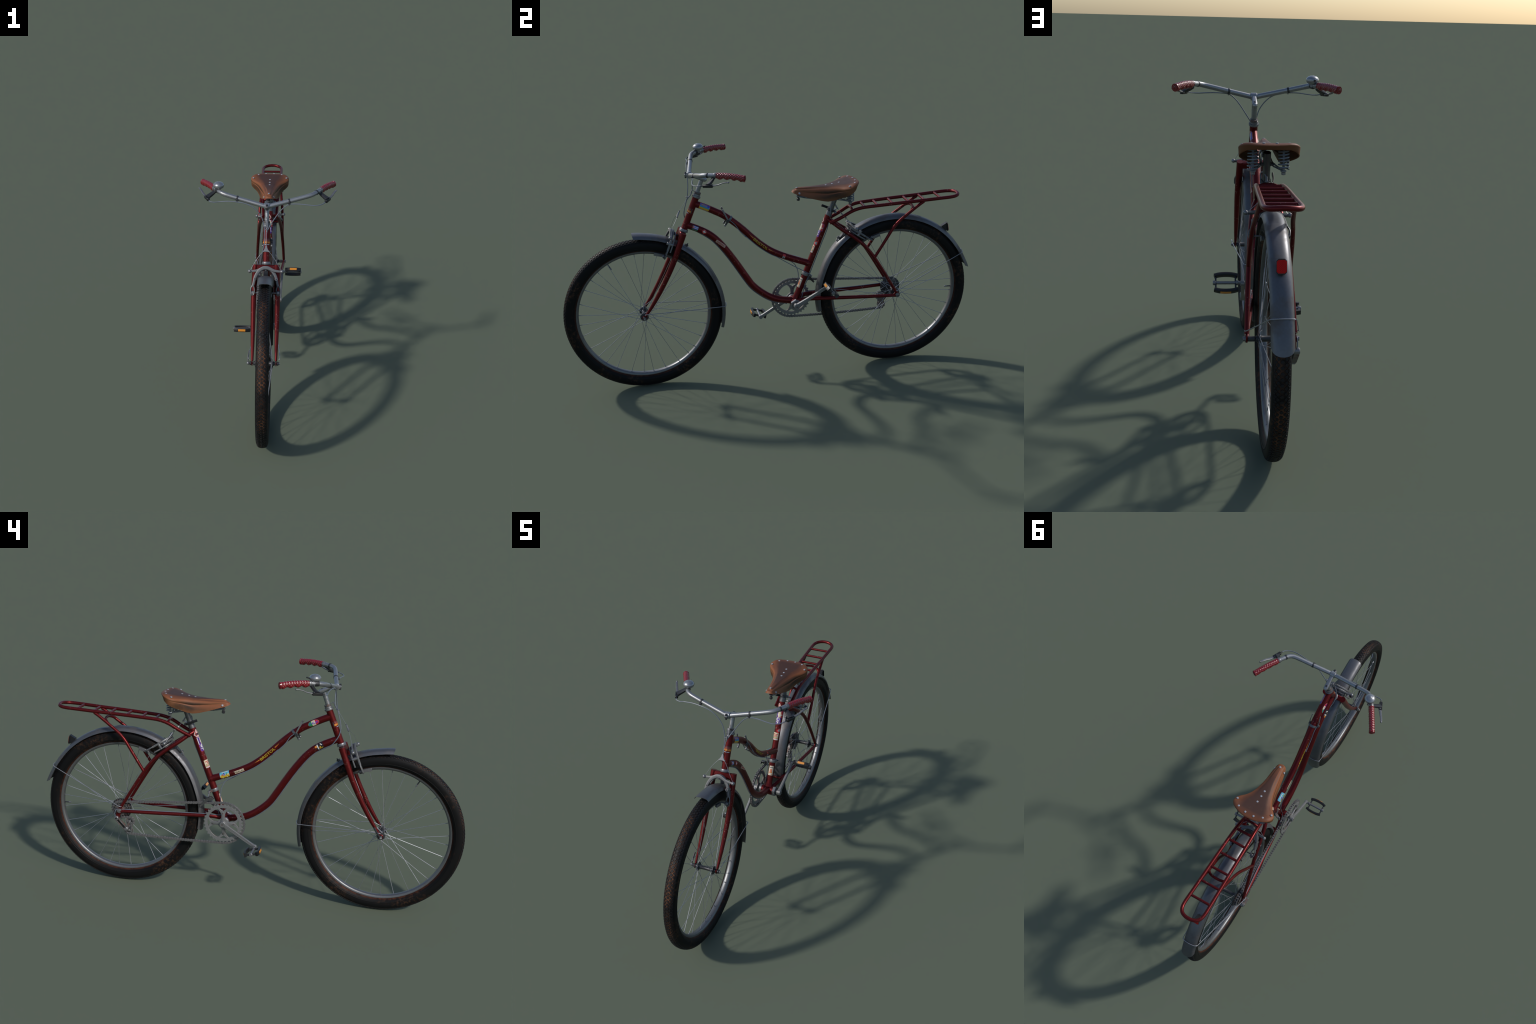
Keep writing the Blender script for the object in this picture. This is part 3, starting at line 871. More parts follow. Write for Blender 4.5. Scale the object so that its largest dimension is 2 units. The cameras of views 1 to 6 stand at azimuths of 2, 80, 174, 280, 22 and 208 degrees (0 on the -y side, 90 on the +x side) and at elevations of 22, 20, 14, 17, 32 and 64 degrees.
rd.add(bar_box(P1 + dd * 0.008 + V(-0.001, 0, 0), P2 - dd * 0.006 + V(-0.004, 0, 0), 0.0070, 0.0062, nn, 0.0008), BLACK)
rd.add(bar_box(P2 + V(0.004, 0, 0), V(-0.066, PUL_A[0], PUL_A[1]), 0.003, 0.005, nn, 0.001), RUSTY)
make("rear_derailleur", rd, BIKE, P1)

FDM = worn_metal("derailleur_steel", (0.085, 0.087, 0.088), 0.45, 0.5, amount=0.4, scale=60)
fd = Geo()
sd = unit(SEAT_A - SEAT_B)
CL = V(0, 0.1640, 0.503)
fd.add(lathe([(0.0154, -0.0075), (0.0175, -0.0075), (0.0180, -0.006), (0.0180, 0.006), (0.0175, 0.0075), (0.0154, 0.0075)], CL, sd, 28), STEEL)
fd.add(bar_box(CL + V(0.010, 0.014, -0.006), CL + V(0.010, 0.028, -0.012), 0.005, 0.005), STEEL)
fd.add(rod(CL + V(0.002, 0.024, -0.009), CL + V(0.022, 0.024, -0.009), 0.0032, 8), STEEL)
fd.add(bar_box(CL + V(-0.012, 0.010, -0.002), CL + V(-0.032, 0.022, -0.008), 0.006, 0.005), RUSTY)
fd.add(bar_box(CL + V(-0.030, 0.020, -0.004), CL + V(-0.038, 0.020, -0.030), 0.004, 0.004, (0, 1, 0)), STEEL)
fd.add(rod(CL + V(-0.040, 0.020, -0.006), CL + V(-0.020, 0.020, -0.006), 0.0042, 10, 0.001), STEEL)
cg = [(0.154, 0.472), (0.160, 0.480), (0.173, 0.482), (0.186, 0.477), (0.198, 0.465), (0.210, 0.450), (0.219, 0.437), (0.214, 0.431), (0.204, 0.441), (0.191, 0.456), (0.178, 0.466), (0.160, 0.468)]
for x, drop in ((-0.0455, 0.0), (-0.0650, 0.0)):
    fd.add(plate([cg], 0.0016, V(x, 0, drop), V(0, 1, 0), V(0, 0, 1), 0.0003), FDM)
fd.add(box(V(-0.0552, 0.172, 0.4825), (0.0105, 0.008, 0.0012)), FDM)
fd.add(rod(V(-0.066, 0.214, 0.437), V(-0.0445, 0.214, 0.437), 0.0025, 8), RUSTY)
make("front_derailleur", fd, BIKE, CL)

# ------------------------------------------------------------------ fenders
def fender(c, a0, a1, radii, half_w, round0, round1, name="fender"):
    """Curved strip round a hub. a0..a1 in degrees from +y; radii: (angle, radius)."""
    na, nx = 72, 14
    ra, rr = zip(*sorted(radii))
    def point(i, j, inner):
        x = -1 + 2 * j / nx
        u = x * half_w
        k = 1 - math.sqrt(max(0, 1 - (abs(x) * 0.995) ** 2))
        b0, b1 = a0 + round0 * k, a1 - round1 * k
        a = b0 + (b1 - b0) * i / na
        # crowned section: dome with short straight sides
        drop = 0.0185 * (1 - (1 - abs(x) ** 2.4) ** (1 / 1.9))
        R = np.interp(a, ra, rr) - drop - (0.0014 if inner else 0)
        ux = u * (0.965 if inner else 1)
        t = math.radians(a)
        return (c[0] + ux, c[1] + R * math.cos(t), c[2] + R * math.sin(t))
    v, f = [], []
    for inner in (False, True):
        for i in range(na + 1):
            for j in range(nx + 1):
                v.append(point(i, j, inner))
    W = nx + 1
    off = (na + 1) * W
    for i in range(na):
        for j in range(nx):
            q = [i * W + j, i * W + j + 1, (i + 1) * W + j + 1, (i + 1) * W + j]
            f.append(q)
            f.append([off + k for k in q[::-1]])
        for j in (0, nx):
            f.append([i * W + j, (i + 1) * W + j, off + (i + 1) * W + j, off + i * W + j])
    for i in (0, na):
        for j in range(nx):
            f.append([i * W + j, i * W + j + 1, off + i * W + j + 1, off + i * W + j])
    return one(name, (v, f), FENDER, BIKE, c, angle=60)

FF = fender(HF, -15.5, 94.3, [(-16, 0.3940), (0, 0.3915), (25, 0.3870), (46, 0.3885), (71, 0.3965), (85, 0.3995), (95, 0.4060)], 0.0345, 1.0, 0.8)
FR = fender(HR, 12.3, 191, [(12, 0.4015), (22, 0.3940), (35, 0.3905), (55, 0.3915), (85, 0.3945), (110, 0.3975), (140, 0.3985), (160, 0.3925), (191, 0.3960)], 0.0335, 3.6, 1.0)

def hub_polar(c, deg, r, x):
    t = math.radians(deg)
    return V(x, c[1] + r * math.cos(t), c[2] + r * math.sin(t))
# wire stays that hook round the tail of each fender
a = 2.0
one("fender_stay", tube([V(0.066, -0.622, 0.392), V(0.071, -0.611, 0.3985), V(0.064, -0.50, 0.396), V(0.040, -0.262, 0.388), hub_polar(HF, a, 0.386, 0.036), hub_polar(HF, a, 0.3925, 0.020), hub_polar(HF, a, 0.3945, 0), hub_polar(HF, a, 0.3925, -0.020), hub_polar(HF, a, 0.386, -0.036), V(-0.040, -0.262, 0.388), V(-0.064, -0.50, 0.396), V(-0.071, -0.611, 0.3985), V(-0.066, -0.622, 0.392)], 0.0017, 8, 6), SPOKE, FF)
a = 27.2
pr_ = [hub_polar(HR, a, 0.384, 0.0355), hub_polar(HR, a, 0.392, 0.026), hub_polar(HR, a, 0.3955, 0), hub_polar(HR, a, 0.392, -0.026), hub_polar(HR, a, 0.384, -0.0355)]
one("fender_stay", tube([V(0.074, 0.592, 0.397), V(0.082, 0.602, 0.400), V(0.076, 0.64, 0.414), V(0.042, 0.92, 0.537)] + pr_ + [V(-0.042, 0.92, 0.537), V(-0.082, 0.64, 0.414), V(-0.088, 0.602, 0.399), V(-0.078, 0.592, 0.397)], 0.0017, 8, 6), SPOKE, FR)
fb = Geo()
fb.add(bar_box(V(0, -0.436, 0.757), V(0, -0.440, 0.722), 0.009, 0.0015, (0, 1, 0), 0.0005), STEEL)
fb.add(bar_box(V(0, -0.410, 0.708), V(0, -0.397, 0.698), 0.008, 0.002), DARK)
fb.add(rod(V(0, -0.403, 0.697), V(0, -0.398, 0.709), 0.0028, 8), DARK)
make("fender_bracket", fb, FF)
fb = Geo()
fb.add(bar_box(V(0, 0.360, 0.700), V(0, 0.330, 0.668), 0.010, 0.002, (0, -1, 1), 0.0006), DARK)
fb.add(rod(V(0, 0.322, 0.676), V(0, 0.336, 0.664), 0.0035, 8), DARK)
fb.add(bar_box(V(0, 0.330, 0.680), V(0, 0.318, 0.656), 0.004, 0.003, (0, -1, 1), 0.0006), STEEL)
make("fender_bracket", fb, FR)

# rear reflector: black wedge with a red checkered face
ref = [(0.8500, 0.700), (0.8760, 0.7075), (0.8800, 0.6820), (0.8840, 0.6560), (0.8770, 0.6560), (0.868, 0.664)]
rg_ = Geo()
def wedge(halfw, prof):
    n = len(prof)
    v = [V(-halfw, y, z) for y, z in prof] + [V(halfw, y, z) for y, z in prof]
    return v, [list(range(n))[::-1], list(range(n, 2 * n))] + [[i, (i + 1) % n, n + (i + 1) % n, n + i] for i in range(n)]
rg_.add(wedge(0.0095, [(0.848, 0.687), (0.8750, 0.7015), (0.8800, 0.660), (0.866, 0.664)]), BLACK)
fy, fz = unit(V(0, 0.884 - 0.876, 0.655 - 0.707))[1:]
def face_outline(w, h, c):
    return [(-w + c, -h), (w - c, -h), (w, -h + c), (w, h - c), (w - c, h), (-w + c, h), (-w, h - c), (-w, -h + c)]
fc = V(0, 0.8790, 0.6808)
ez = V(0, -fy, -fz)
rg_.add(plate([face_outline(0.0150, 0.0222, 0.0062)], 0.004, fc, V(-1, 0, 0), ez, 0.0008), BLACK)
REFO = make("reflector", rg_, BIKE, fc)
nrm = np.cross(V(-1, 0, 0), ez)
one("reflector_lens", plate([face_outline(0.0138, 0.0188, 0.0048)], 0.003, fc + nrm * 0.0018, V(-1, 0, 0), ez, 0.0008), REFLECT, REFO, fc)

# ------------------------------------------------------------------ luggage rack
RAIL = [(0.033, 0.278, 0.7600), (0.0345, 0.300, 0.7680), (0.0365, 0.340, 0.7870), (0.0385, 0.378, 0.8080), (0.0405, 0.410, 0.8200), (0.0425, 0.445, 0.8265), (0.0450, 0.505, 0.8300), (0.0475, 0.600, 0.8345), (0.0500, 0.720, 0.8390), (0.0525, 0.830, 0.8440), (0.0530, 0.866, 0.8455), (0.0490, 0.892, 0.8470), (0.0370, 0.9105, 0.8490), (0.0180, 0.9195, 0.8515), (0.0, 0.9215, 0.8525)]
path = [V(x, y, z) for x, y, z in RAIL] + [V(-x, y, z) for x, y, z in RAIL[-2::-1]]
RACK = one("luggage_rack", tube(path, 0.0083, 16, 6), RED, BIKE)
rail_y = [p[1] for p in RAIL]; rail_z = [p[2] for p in RAIL]; rail_x = [p[0] for p in RAIL]
def rail(y):
    return np.interp(y, rail_y[:13], rail_x[:13]), np.interp(y, rail_y[:13], rail_z[:13])
for y in (0.823, 0.742, 0.664, 0.586, 0.512, 0.449, 0.388):
    x, z = rail(y)
    bow = 0.010 if y < 0.4 else 0.0
    one("rack_rung", tube([V(-x, y, z), V(-x * 0.5, y, z + bow * 0.8), V(0, y, z + bow), V(x * 0.5, y, z + bow * 0.8), V(x, y, z)], 0.0062, 12, 4), RED, RACK)
for s in (1, -1):
    one("rack_stay", tube([V(s * 0.0500, 0.738, 0.834), V(s * 0.0515, 0.712, 0.818), V(s * 0.0545, 0.655, 0.778), V(s * 0.058, 0.612, 0.746), V(s * 0.062, 0.582, 0.715), V(s * 0.0650, 0.545, 0.660), V(s * 0.0668, 0.492, 0.580)], 0.0072, 14, 6), RED, RACK)
one("rack_bow", tube([V(-0.0535, 0.668, 0.787), V(-0.046, 0.678, 0.796), V(-0.030, 0.690, 0.803), V(0, 0.694, 0.806), V(0.030, 0.690, 0.803), V(0.046, 0.678, 0.796), V(0.0535, 0.668, 0.787)], 0.0062, 12, 5), RED, RACK)

# ------------------------------------------------------------------ stem and handlebar
BAR_C = V(0, -0.373, 1.038)
QUILL = V(0, -0.3185, 1.010)
st = Geo()
st.add(rod(V(0, -0.345, 0.944), V(0, -0.3195, 1.008), 0.0108, 22), CHROME)
st.add(sweep(smooth_path([V(0, -0.303, 1.0095), V(0, -0.318, 1.0165), V(0, -0.340, 1.026), V(0, -0.362, 1.035)], 5), rrect(0.0098, 0.0090, 0.006, 4), up=(0, 0.4, 1), scale=list(np.interp(np.linspace(0, 1, 16), [0, 0.25, 1], [1.08, 1.12, 0.95]))), CHROME)
st.add(ball(V(0, -0.3035, 1.010), 0.0104, 16), CHROME)
st.add(rod(BAR_C + V(-0.0125, 0, 0), BAR_C + V(0.0125, 0, 0), 0.0152, 26, 0.002), CHROME)
st.add(rod(V(0, -0.3125, 1.012), V(0, -0.3100, 1.0255), 0.0048, 10, 0.001), DARK)
st.add(bar_box(BAR_C + V(0, -0.010, 0.002), BAR_C + V(0, -0.020, -0.004), 0.0075, 0.0085, (0, 0, 1), 0.002), STEEL)
st.add(rod(BAR_C + V(0, -0.017, -0.014), BAR_C + V(0, -0.017, 0.014), 0.0046, 10, 0.001), DARK)
STEM = make("stem", st, BIKE, BAR_C)

BARP = [(0.0, -0.373, 1.0375), (0.012, -0.3725, 1.0385), (0.035, -0.3690, 1.0440), (0.100, -0.3580, 1.0590), (0.165, -0.3475, 1.0745), (0.196, -0.3400, 1.0820), (0.214, -0.3270, 1.0865), (0.228, -0.3060, 1.0890), (0.247, -0.2745, 1.0905), (0.262, -0.247, 1.0900)]
BARPATH = [V(-x, y, z) for x, y, z in BARP[::-1]] + [V(x, y, z) for x, y, z in BARP[1:]]
HBAR = one("handlebar", tube(BARPATH, 0.0103, 20, 6), CHROME, BIKE)
GA, GB = V(0.2440, -0.2795, 1.0905), V(0.3060, -0.1660, 1.0845)
def grip_geo(s):
    a, b = GA * V(s, 1, 1), GB * V(s, 1, 1)
    L = np.linalg.norm(b - a)
    d = (b - a) / L
    up = unit(V(0, 0, 1) - d * d[2])
    side = np.cross(d, up)
    n, k = 150, 72
    v, f = [], []
    for i in range(n + 1):
        t = i / n
        c = a + d * L * t + up * 0.0035 * math.sin(math.pi * t)
        for j in range(k):
            th = 2 * math.pi * j / k
            low = max(0.0, -math.sin(th)) ** 1.6                # finger side
            finger = 0.5 + 0.5 * math.cos(2 * math.pi * (t * 4 - 0.5))
            r = 0.0122 + 0.0062 * low * (finger ** 0.75) * min(1, (1 - t) * 12, 0.4 + t * 12) - 0.001 * low
            # raised diamond knurl
            p, q = t * 11 + th / (2 * math.pi) * 6, t * 11 - th / (2 * math.pi) * 6
            kn = abs(math.sin(math.pi * p)) * abs(math.sin(math.pi * q))
            if 0.02 < t < 0.965:
                r += 0.0016 * kn - 0.0003
            if t > 0.965:
                r += 0.0018 + 0.003 * low
            if t < 0.02:
                r += 0.0008
            v.append(c + (up * math.sin(th) + side * math.cos(th)) * r)
    for i in range(n):
        for j in range(k):
            f.append([i * k + j, i * k + (j + 1) % k, (i + 1) * k + (j + 1) % k, (i + 1) * k + j])
    f.append(list(range(k))[::-1])
    f.append([n * k + j for j in range(k)])
    g = Geo().add((v, f), GRIP)
    e = a + d * (L + 0.0002)
    g.add(rod(e, e + d * 0.0016, 0.0110, 20), GRIP)
    for m in range(3):
        an = math.radians(60 * m)
        w = up * math.sin(an) + side * math.cos(an)
        g.add(bar_box(e + d * 0.0022 - w * 0.0085, e + d * 0.0022 + w * 0.0085, 0.0014, 0.0009, d, 0.0003), GRIP)
    return g
for s in (1, -1):
    make("grip", grip_geo(s), HBAR, GA * V(s, 1, 1), angle=60)

def ring_on_bar(y_frac, s, w, r, mat):
    P = smooth_path([V(s * x, y, z) for x, y, z in BARP], 10)
    i = int(y_frac * (len(P) - 1))
    T = tangents(P)[i]
    return lathe([(0.0100, -w), (r, -w), (r + 0.0006, -w * 0.6), (r + 0.0006, w * 0.6), (r, w), (0.0100, w)], P[i], T, 20), P[i], T
cl = Geo()
for s, fr in ((1, 0.335), (-1, 0.39)):
    vf, p, T = ring_on_bar(fr, s, 0.0042, 0.0112, DARK)
    cl.add(vf, DARK)
    cl.add(box(p + V(0, -0.0125, -0.006), (0.0055, 0.0042, 0.0045)), DARK)
    cl.add(rod(p + V(0, -0.013, -0.002), p + V(0, -0.013, -0.017), 0.0028, 8), STEEL)
for s in (1, -1):
    vf, p, T = ring_on_bar(0.735, s, 0.0040, 0.0112, DARK)
    cl.add(vf, DARK)
make("cable_clip", cl, HBAR)

def brake_lever(s):
    S = V(s, 1, 1)
    g = Geo()
    vf, p, T = ring_on_bar(0.86, s, 0.0058, 0.0120, STEEL)
    g.add(vf, STEEL)
    g.add(sweep(smooth_path([V(0.240, -0.2925, 1.0790) * S, V(0.250, -0.3010, 1.0720) * S, V(0.263, -0.3120, 1.0645) * S, V(0.273, -0.3220, 1.0590) * S], 5), rrect(0.0055, 0.0095, 0.002), up=(s * 0.8, 0.5, 0.2), scale=list(np.linspace(0.80, 1.15, 16))), DARK)
    g.add(bar_box(V(0.2655, -0.3430, 1.0540) * S, V(0.2835, -0.3020, 1.0555) * S, 0.0070, 0.0065, (0, 0, 1), 0.002), BLACK)
    g.add(rod(V(0.265, -0.3440, 1.0545) * S, V(0.262, -0.3520, 1.0540) * S, 0.0030, 10), DARK)
    g.add(rod(V(0.2770, -0.3090, 1.0490) * S, V(0.2770, -0.3090, 1.0630) * S, 0.0034, 10, 0.0006), STEEL)
    g.add(rod(V(0.2380, -0.2985, 1.0850) * S, V(0.2400, -0.3050, 1.0830) * S, 0.0034, 8, 0.0006), STEEL)
    lev = make("brake_lever", g, BIKE, p)
    bl = Geo()
    P = smooth_path([V(0.2760, -0.3110, 1.0560) * S, V(0.2870, -0.2930, 1.0590) * S, V(0.2960, -0.2780, 1.0635) * S, V(0.3030, -0.2655, 1.0700) * S, V(0.3100, -0.2520, 1.0740) * S, V(0.3165, -0.2390, 1.0755) * S], 6)
    bl.add(sweep(P, rrect(0.0058, 0.0026, 0.0018, 3), up=(0, 0, 1), scale=list(np.interp(np.linspace(0, 1, len(P)), [0, 0.2, 0.8, 1], [1.25, 1.0, 0.80, 0.75]))), STEEL)
    bl.add(ball(P[-1], 0.0042, 12), STEEL)
    make("lever_blade", bl, lev, p)
brake_lever(1)
brake_lever(-1)

# bell on the right side of the bar
bc = V(-0.2225, -0.3030, 1.1120)
bg = Geo()
R = 0.0258
bg.add(lathe([(1e-5, 0.0168), (0.003, 0.0167), (0.0045, 0.0158), (0.010, 0.0150), (0.0165, 0.0125), (0.0220, 0.0080), (0.0250, 0.0030), (R, 0.0), (0.0255, -0.0010), (0.0245, -0.0012), (0.0250, -0.0035), (0.0232, -0.0085), (0.0190, -0.0130), (0.0125, -0.0160), (0.0075, -0.0172), (1e-5, -0.0172)], bc, (0, 0, 1), 40), BELLM)
BELL = make("bell", bg, BIKE, bc)
bs = Geo().add(rod(bc + V(0, 0, -0.028), bc + V(0, 0, -0.016), 0.0085, 16), STEEL)
vf, p, T = ring_on_bar(0.775, -1, 0.0065, 0.0122, DARK)
bs.add(vf, DARK)
bs.add(bar_box(bc + V(-0.004, 0.018, -0.004), bc + V(-0.006, 0.0335, -0.0005), 0.0035, 0.0020, (0, 0, 1), 0.0008), BLACK)
bs.add(ball(bc + V(-0.006, 0.034, 0.0), 0.0036, 10), BLACK)
make("bell_mount", bs, BELL, bc)

# ------------------------------------------------------------------ saddle
OUT = [(0.0, 0.1085), (0.0095, 0.1100), (0.0155, 0.1170), (0.0185, 0.1320), (0.0225, 0.157), (0.0310, 0.207), (0.0415, 0.254), (0.0540, 0.293), (0.0690, 0.319), (0.0880, 0.3400), (0.0990, 0.359), (0.0985, 0.378), (0.0860, 0.3970), (0.0620, 0.4115), (0.0340, 0.4205), (0.0, 0.4235)]
CXS = -0.0030
half = [V(x, y, 0) for x, y in OUT]
loop3 = half + [V(-x, y, 0) for x, y in OUT[-2:0:-1]]
outline = smooth_path(loop3, 6, True)[:, :2]
yk = [0.100, 0.127, 0.200, 0.268, 0.298, 0.331, 0.360, 0.395, 0.410, 0.425]
zk = [0.9330, 0.9370, 0.9365, 0.9385, 0.9430, 0.9490, 0.9535, 0.9580, 0.9580, 0.9550]
ybk = [0.104, 0.112, 0.126, 0.143, 0.197, 0.240, 0.270, 0.295, 0.326, 0.363, 0.390, 0.406, 0.425]
zbk = [0.9215, 0.9150, 0.9075, 0.9040, 0.8860, 0.8745, 0.8705, 0.8745, 0.8890, 0.9085, 0.9250, 0.9340, 0.9375]
wy = [p[1] for p in OUT[:11]]; wx = [max(p[0], 0.004) for p in OUT[:11]]
def saddle_shell():
    rings = []
    n = len(outline)
    T = np.roll(outline, -1, 0) - np.roll(outline, 1, 0)
    N = np.stack([-T[:, 1], T[:, 0]], 1)
    N /= np.linalg.norm(N, axis=1)[:, None]
    cen = np.stack([np.zeros(n), np.clip(outline[:, 1], 0.135, 0.362)], 1)
    flip = np.sum((cen - outline) * N, 1) < 0
    N[flip] *= -1
    ztop = np.interp(outline[:, 1], yk, zk)
    zbot = np.interp(outline[:, 1], ybk, zbk)
    bulge = np.clip((outline[:, 1] - 0.12) / 0.1, 0, 1) * np.clip((0.37 - outline[:, 1]) / 0.05, 0, 1)
    edge = ztop - 0.0065 * np.clip(1 - (outline[:, 1] - 0.36) / 0.05, 0, 1)
    H = edge - zbot
    flare = np.interp(outline[:, 1], [0.105, 0.13, 0.16, 0.21, 0.26, 0.295, 0.33, 0.39, 0.42], [0.0055, 0.0090, 0.0115, 0.0120, 0.0100, 0.0045, 0.0, -0.003, -0.0095])
    # outer skirt, from its lower lip up to the rounded shoulder
    for fz_, off in ((0.0, 0.0035), (0.12, 0.0020), (0.28, 0.0006), (0.50, 0.0002), (0.57, 0.0010), (0.605, 0.0026), (0.63, 0.0020), (0.655, 0.0004), (0.70, 0.0)):
        o = off * bulge
        w_out = flare * (1 - fz_ / 0.7) if fz_ < 0.7 else flare * 0
        rings.append(np.column_stack([outline + N * (o - w_out)[:, None], zbot + H * fz_]))
    shoulder = rings[-1]
    # rounded shoulder
    rc = np.minimum(np.interp(outline[:, 1], [0.30, 0.345, 0.375, 0.400, 0.42], [0.0145, 0.0215, 0.0215, 0.016, 0.013]), 0.5 * np.linalg.norm(cen - outline, axis=1))
    for a in (15, 30, 45, 60, 75):
        t = math.radians(a)
        rings.append(np.column_stack([outline + N * (rc * (1 - math.cos(t)))[:, None], shoulder[:, 2] + (edge - shoulder[:, 2]) * math.sin(t)]))
    start = outline + N * (rc * 1.0)[:, None]
    for k in (0.0, 0.12, 0.26, 0.42, 0.58, 0.74, 0.88, 0.97):
        p = start + (cen - start) * k
        zc = np.interp(p[:, 1], yk, zk)
        w = np.interp(p[:, 1], wy, wx, right=0.099)
        q = np.clip(np.abs(p[:, 0]) / w, 0, 1)
        side = np.clip(1 - (p[:, 1] - 0.36) / 0.05, 0, 1)
        z = zc - 0.0065 * side * q ** 2.2
        # hollow of the seat between the rear corners
        z -= 0.0025 * np.exp(-((p[:, 1] - 0.35) / 0.05) ** 2) * (1 - q)
        blend = min(1.0, 0.3 + k * 4)
        z = edge * (1 - blend) + z * blend
        rings.append(np.column_stack([p, z]))
    v, f = [], []
    inset = 0.0035
    outer = [np.array(r) for r in rings]
    inner = []
    for r in outer:
        d = cen - r[:, :2]
        L = np.linalg.norm(d, axis=1)[:, None] + 1e-9
        inner.append(np.column_stack([r[:, :2] + d / L * np.minimum(inset, 0.5 * L), r[:, 2] - 0.0030]))
    inner[0][:, 2] = outer[0][:, 2] + 0.0003
    allr = inner[::-1] + outer
    for r in allr:
        for p in r:
            v.append(V(p[0] + CXS, p[1], p[2]))
    m = len(allr)
    for i in range(m - 1):
        for j in range(n):
            k = (j + 1) % n
            f.append([i * n + j, i * n + k, (i + 1) * n + k, (i + 1) * n + j])
    # close the crown with a strip along the spine
    for base, rev in ((0, True), ((m - 1) * n, False)):
        h = n // 2
        for j in range(h):
            q = [base + j, base + j + 1, base + (n - j - 1) % n, base + (n - j) % n]
            q = list(dict.fromkeys(q))
            if len(q) > 2:
                f.append(q[::-1] if rev else q)
    return v, f
SADDLE = one("saddle", saddle_shell(), LEATHER, BIKE, (0, 0, 0), angle=75)

def seat_top(x, y):
    zc = np.interp(y, yk, zk)
    w = np.interp(y, wy, wx, right=0.099)
    side = np.clip(1 - (y - 0.36) / 0.05, 0, 1)
    q = min(1, abs(x) / w)
    return zc - 0.0065 * side * q ** 2.2 - 0.0025 * math.exp(-((y - 0.35) / 0.05) ** 2) * (1 - q)
rv = mesh_of("rivet", Geo().add(lathe([(0.0048, -0.003), (0.0048, -0.0001), (0.0043, 0.0004), (0.003, 0.0007), (1e-5, 0.0008)], (0, 0, 0), (0, 0, 1), 18), RIVET))
for x, y in ((0, 0.127), (0.0005, 0.268), (0.0005, 0.298), (0.001, 0.331), (0.087, 0.3605), (-0.087, 0.3575), (0.061, 0.393), (0.0205, 0.4045), (-0.0215, 0.4045), (-0.061, 0.390)):
    e = 0.004
    n = unit(V(-(seat_top(x + e, y) - seat_top(x - e, y)) / (2 * e), -(seat_top(x, y + e) - seat_top(x, y - e)) / (2 * e), 1))
    q = Vector((0, 0, 1)).rotation_difference(Vector(n))
    link("rivet", rv, SADDLE, (0, 0, 0), Matrix.Translation((x + CXS, y, seat_top(x, y) + 0.0006)) @ q.to_matrix().to_4x4())
for s in (1, -1):
    n = unit(V(s, -0.22, 0.45))
    q = Vector((0, 0, 1)).rotation_difference(Vector(n))
    link("rivet", rv, SADDLE, (0, 0, 0), Matrix.Translation((s * 0.0268 + CXS, 0.1345, 0.9150)) @ q.to_matrix().to_4x4())

sr = Geo()
for s in (1, -1):
    for dz in (0.0, 0.010):
        sr.add(tube([V(s * 0.008 + CXS, 0.134, 0.898 - dz * 0.4), V(s * 0.014, 0.17, 0.893 - dz * 0.6), V(s * 0.018, 0.25, 0.886 - dz), V(s * 0.020, 0.30, 0.880 - dz), V(s * 0.030, 0.335, 0.874 - dz * 0.6), V(s * 0.049, 0.372, 0.866 - dz * 0.3)], 0.0026, 8, 5), SPRING)
    b = V(s * 0.0495, 0.373, 0)
    sr.add(rod(b + V(0, 0, 0.862), b + V(0, 0, 0.936), 0.0042, 12), SPRING)
    sr.add(rod(b + V(0, 0, 0.851), b + V(0, 0, 0.861), 0.0078, 6, 0.0015), STEEL)
    sr.add(rod(b + V(0, 0, 0.861), b + V(0, 0, 0.8665), 0.0098, 16, 0.001), SPRING)
    sr.add(bar_box(V(s * 0.035 + CXS, 0.372, 0.936), V(s * 0.070 + CXS, 0.378, 0.937), 0.010, 0.002), DARK)
sr.add(bar_box(V(CXS, 0.118, 0.914), V(CXS, 0.140, 0.912), 0.012, 0.003), DARK)
sr.add(rod(V(CXS, 0.1345, 0.8725), V(CXS, 0.1345, 0.8850), 0.0078, 6, 0.0015), DARK)
sr.add(rod(V(CXS, 0.1345, 0.884), V(CXS, 0.1345, 0.915), 0.0052, 12), DARK)
sr.add(rod(V(CXS, 0.1345, 0.893), V(CXS, 0.1345, 0.898), 0.0105, 16, 0.001), STEEL)
make("saddle_rail", sr, SADDLE)
for s in (1, -1):
    P = []
    turns = 6.4
    for i in range(int(turns * 20) + 1):
        t = i / (turns * 20)
        an = 2 * math.pi * turns * t + (0 if s > 0 else math.pi)
        P.append(V(s * 0.0500 + 0.0165 * math.cos(an), 0.373 + 0.0165 * math.sin(an), 0.8690 + 0.066 * t))
    one("saddle_spring", sweep(P, circle(8, 0.0026)), SPRING, SADDLE)

# seat post, clamp and quick release
sp = Geo()
ax = unit(V(0, 0.400, 1))
ST = V(0, 0.2785, 0.788)
sp.add(sweep([ST, ST + ax * 0.120, ST + ax * 0.139], circle(24), scale=[0.0128, 0.0128, 0.0122], cap=True), POSTM)
sp.add(sweep([ST + ax * 0.000, ST + ax * 0.022, ST + ax * 0.0285], circle(24), scale=[0.0153, 0.0150, 0.0132]), POSTM)
sp.add(rod(ST + ax * 0.1390, ST + ax * 0.1396, 0.0098, 20), BLACK)
sp.add(bar_box(V(-0.022, 0.312, 0.876), V(0.022, 0.312, 0.876), 0.0075, 0.0050, (0, 0, 1), 0.002), DARK)
sp.add(rod(V(-0.028, 0.312, 0.876), V(0.030, 0.312, 0.876), 0.0036, 10, 0.001), DARK)
POST = make("seat_post", sp, BIKE, ST)
qr = Geo()
CP = ST + ax * 0.0300
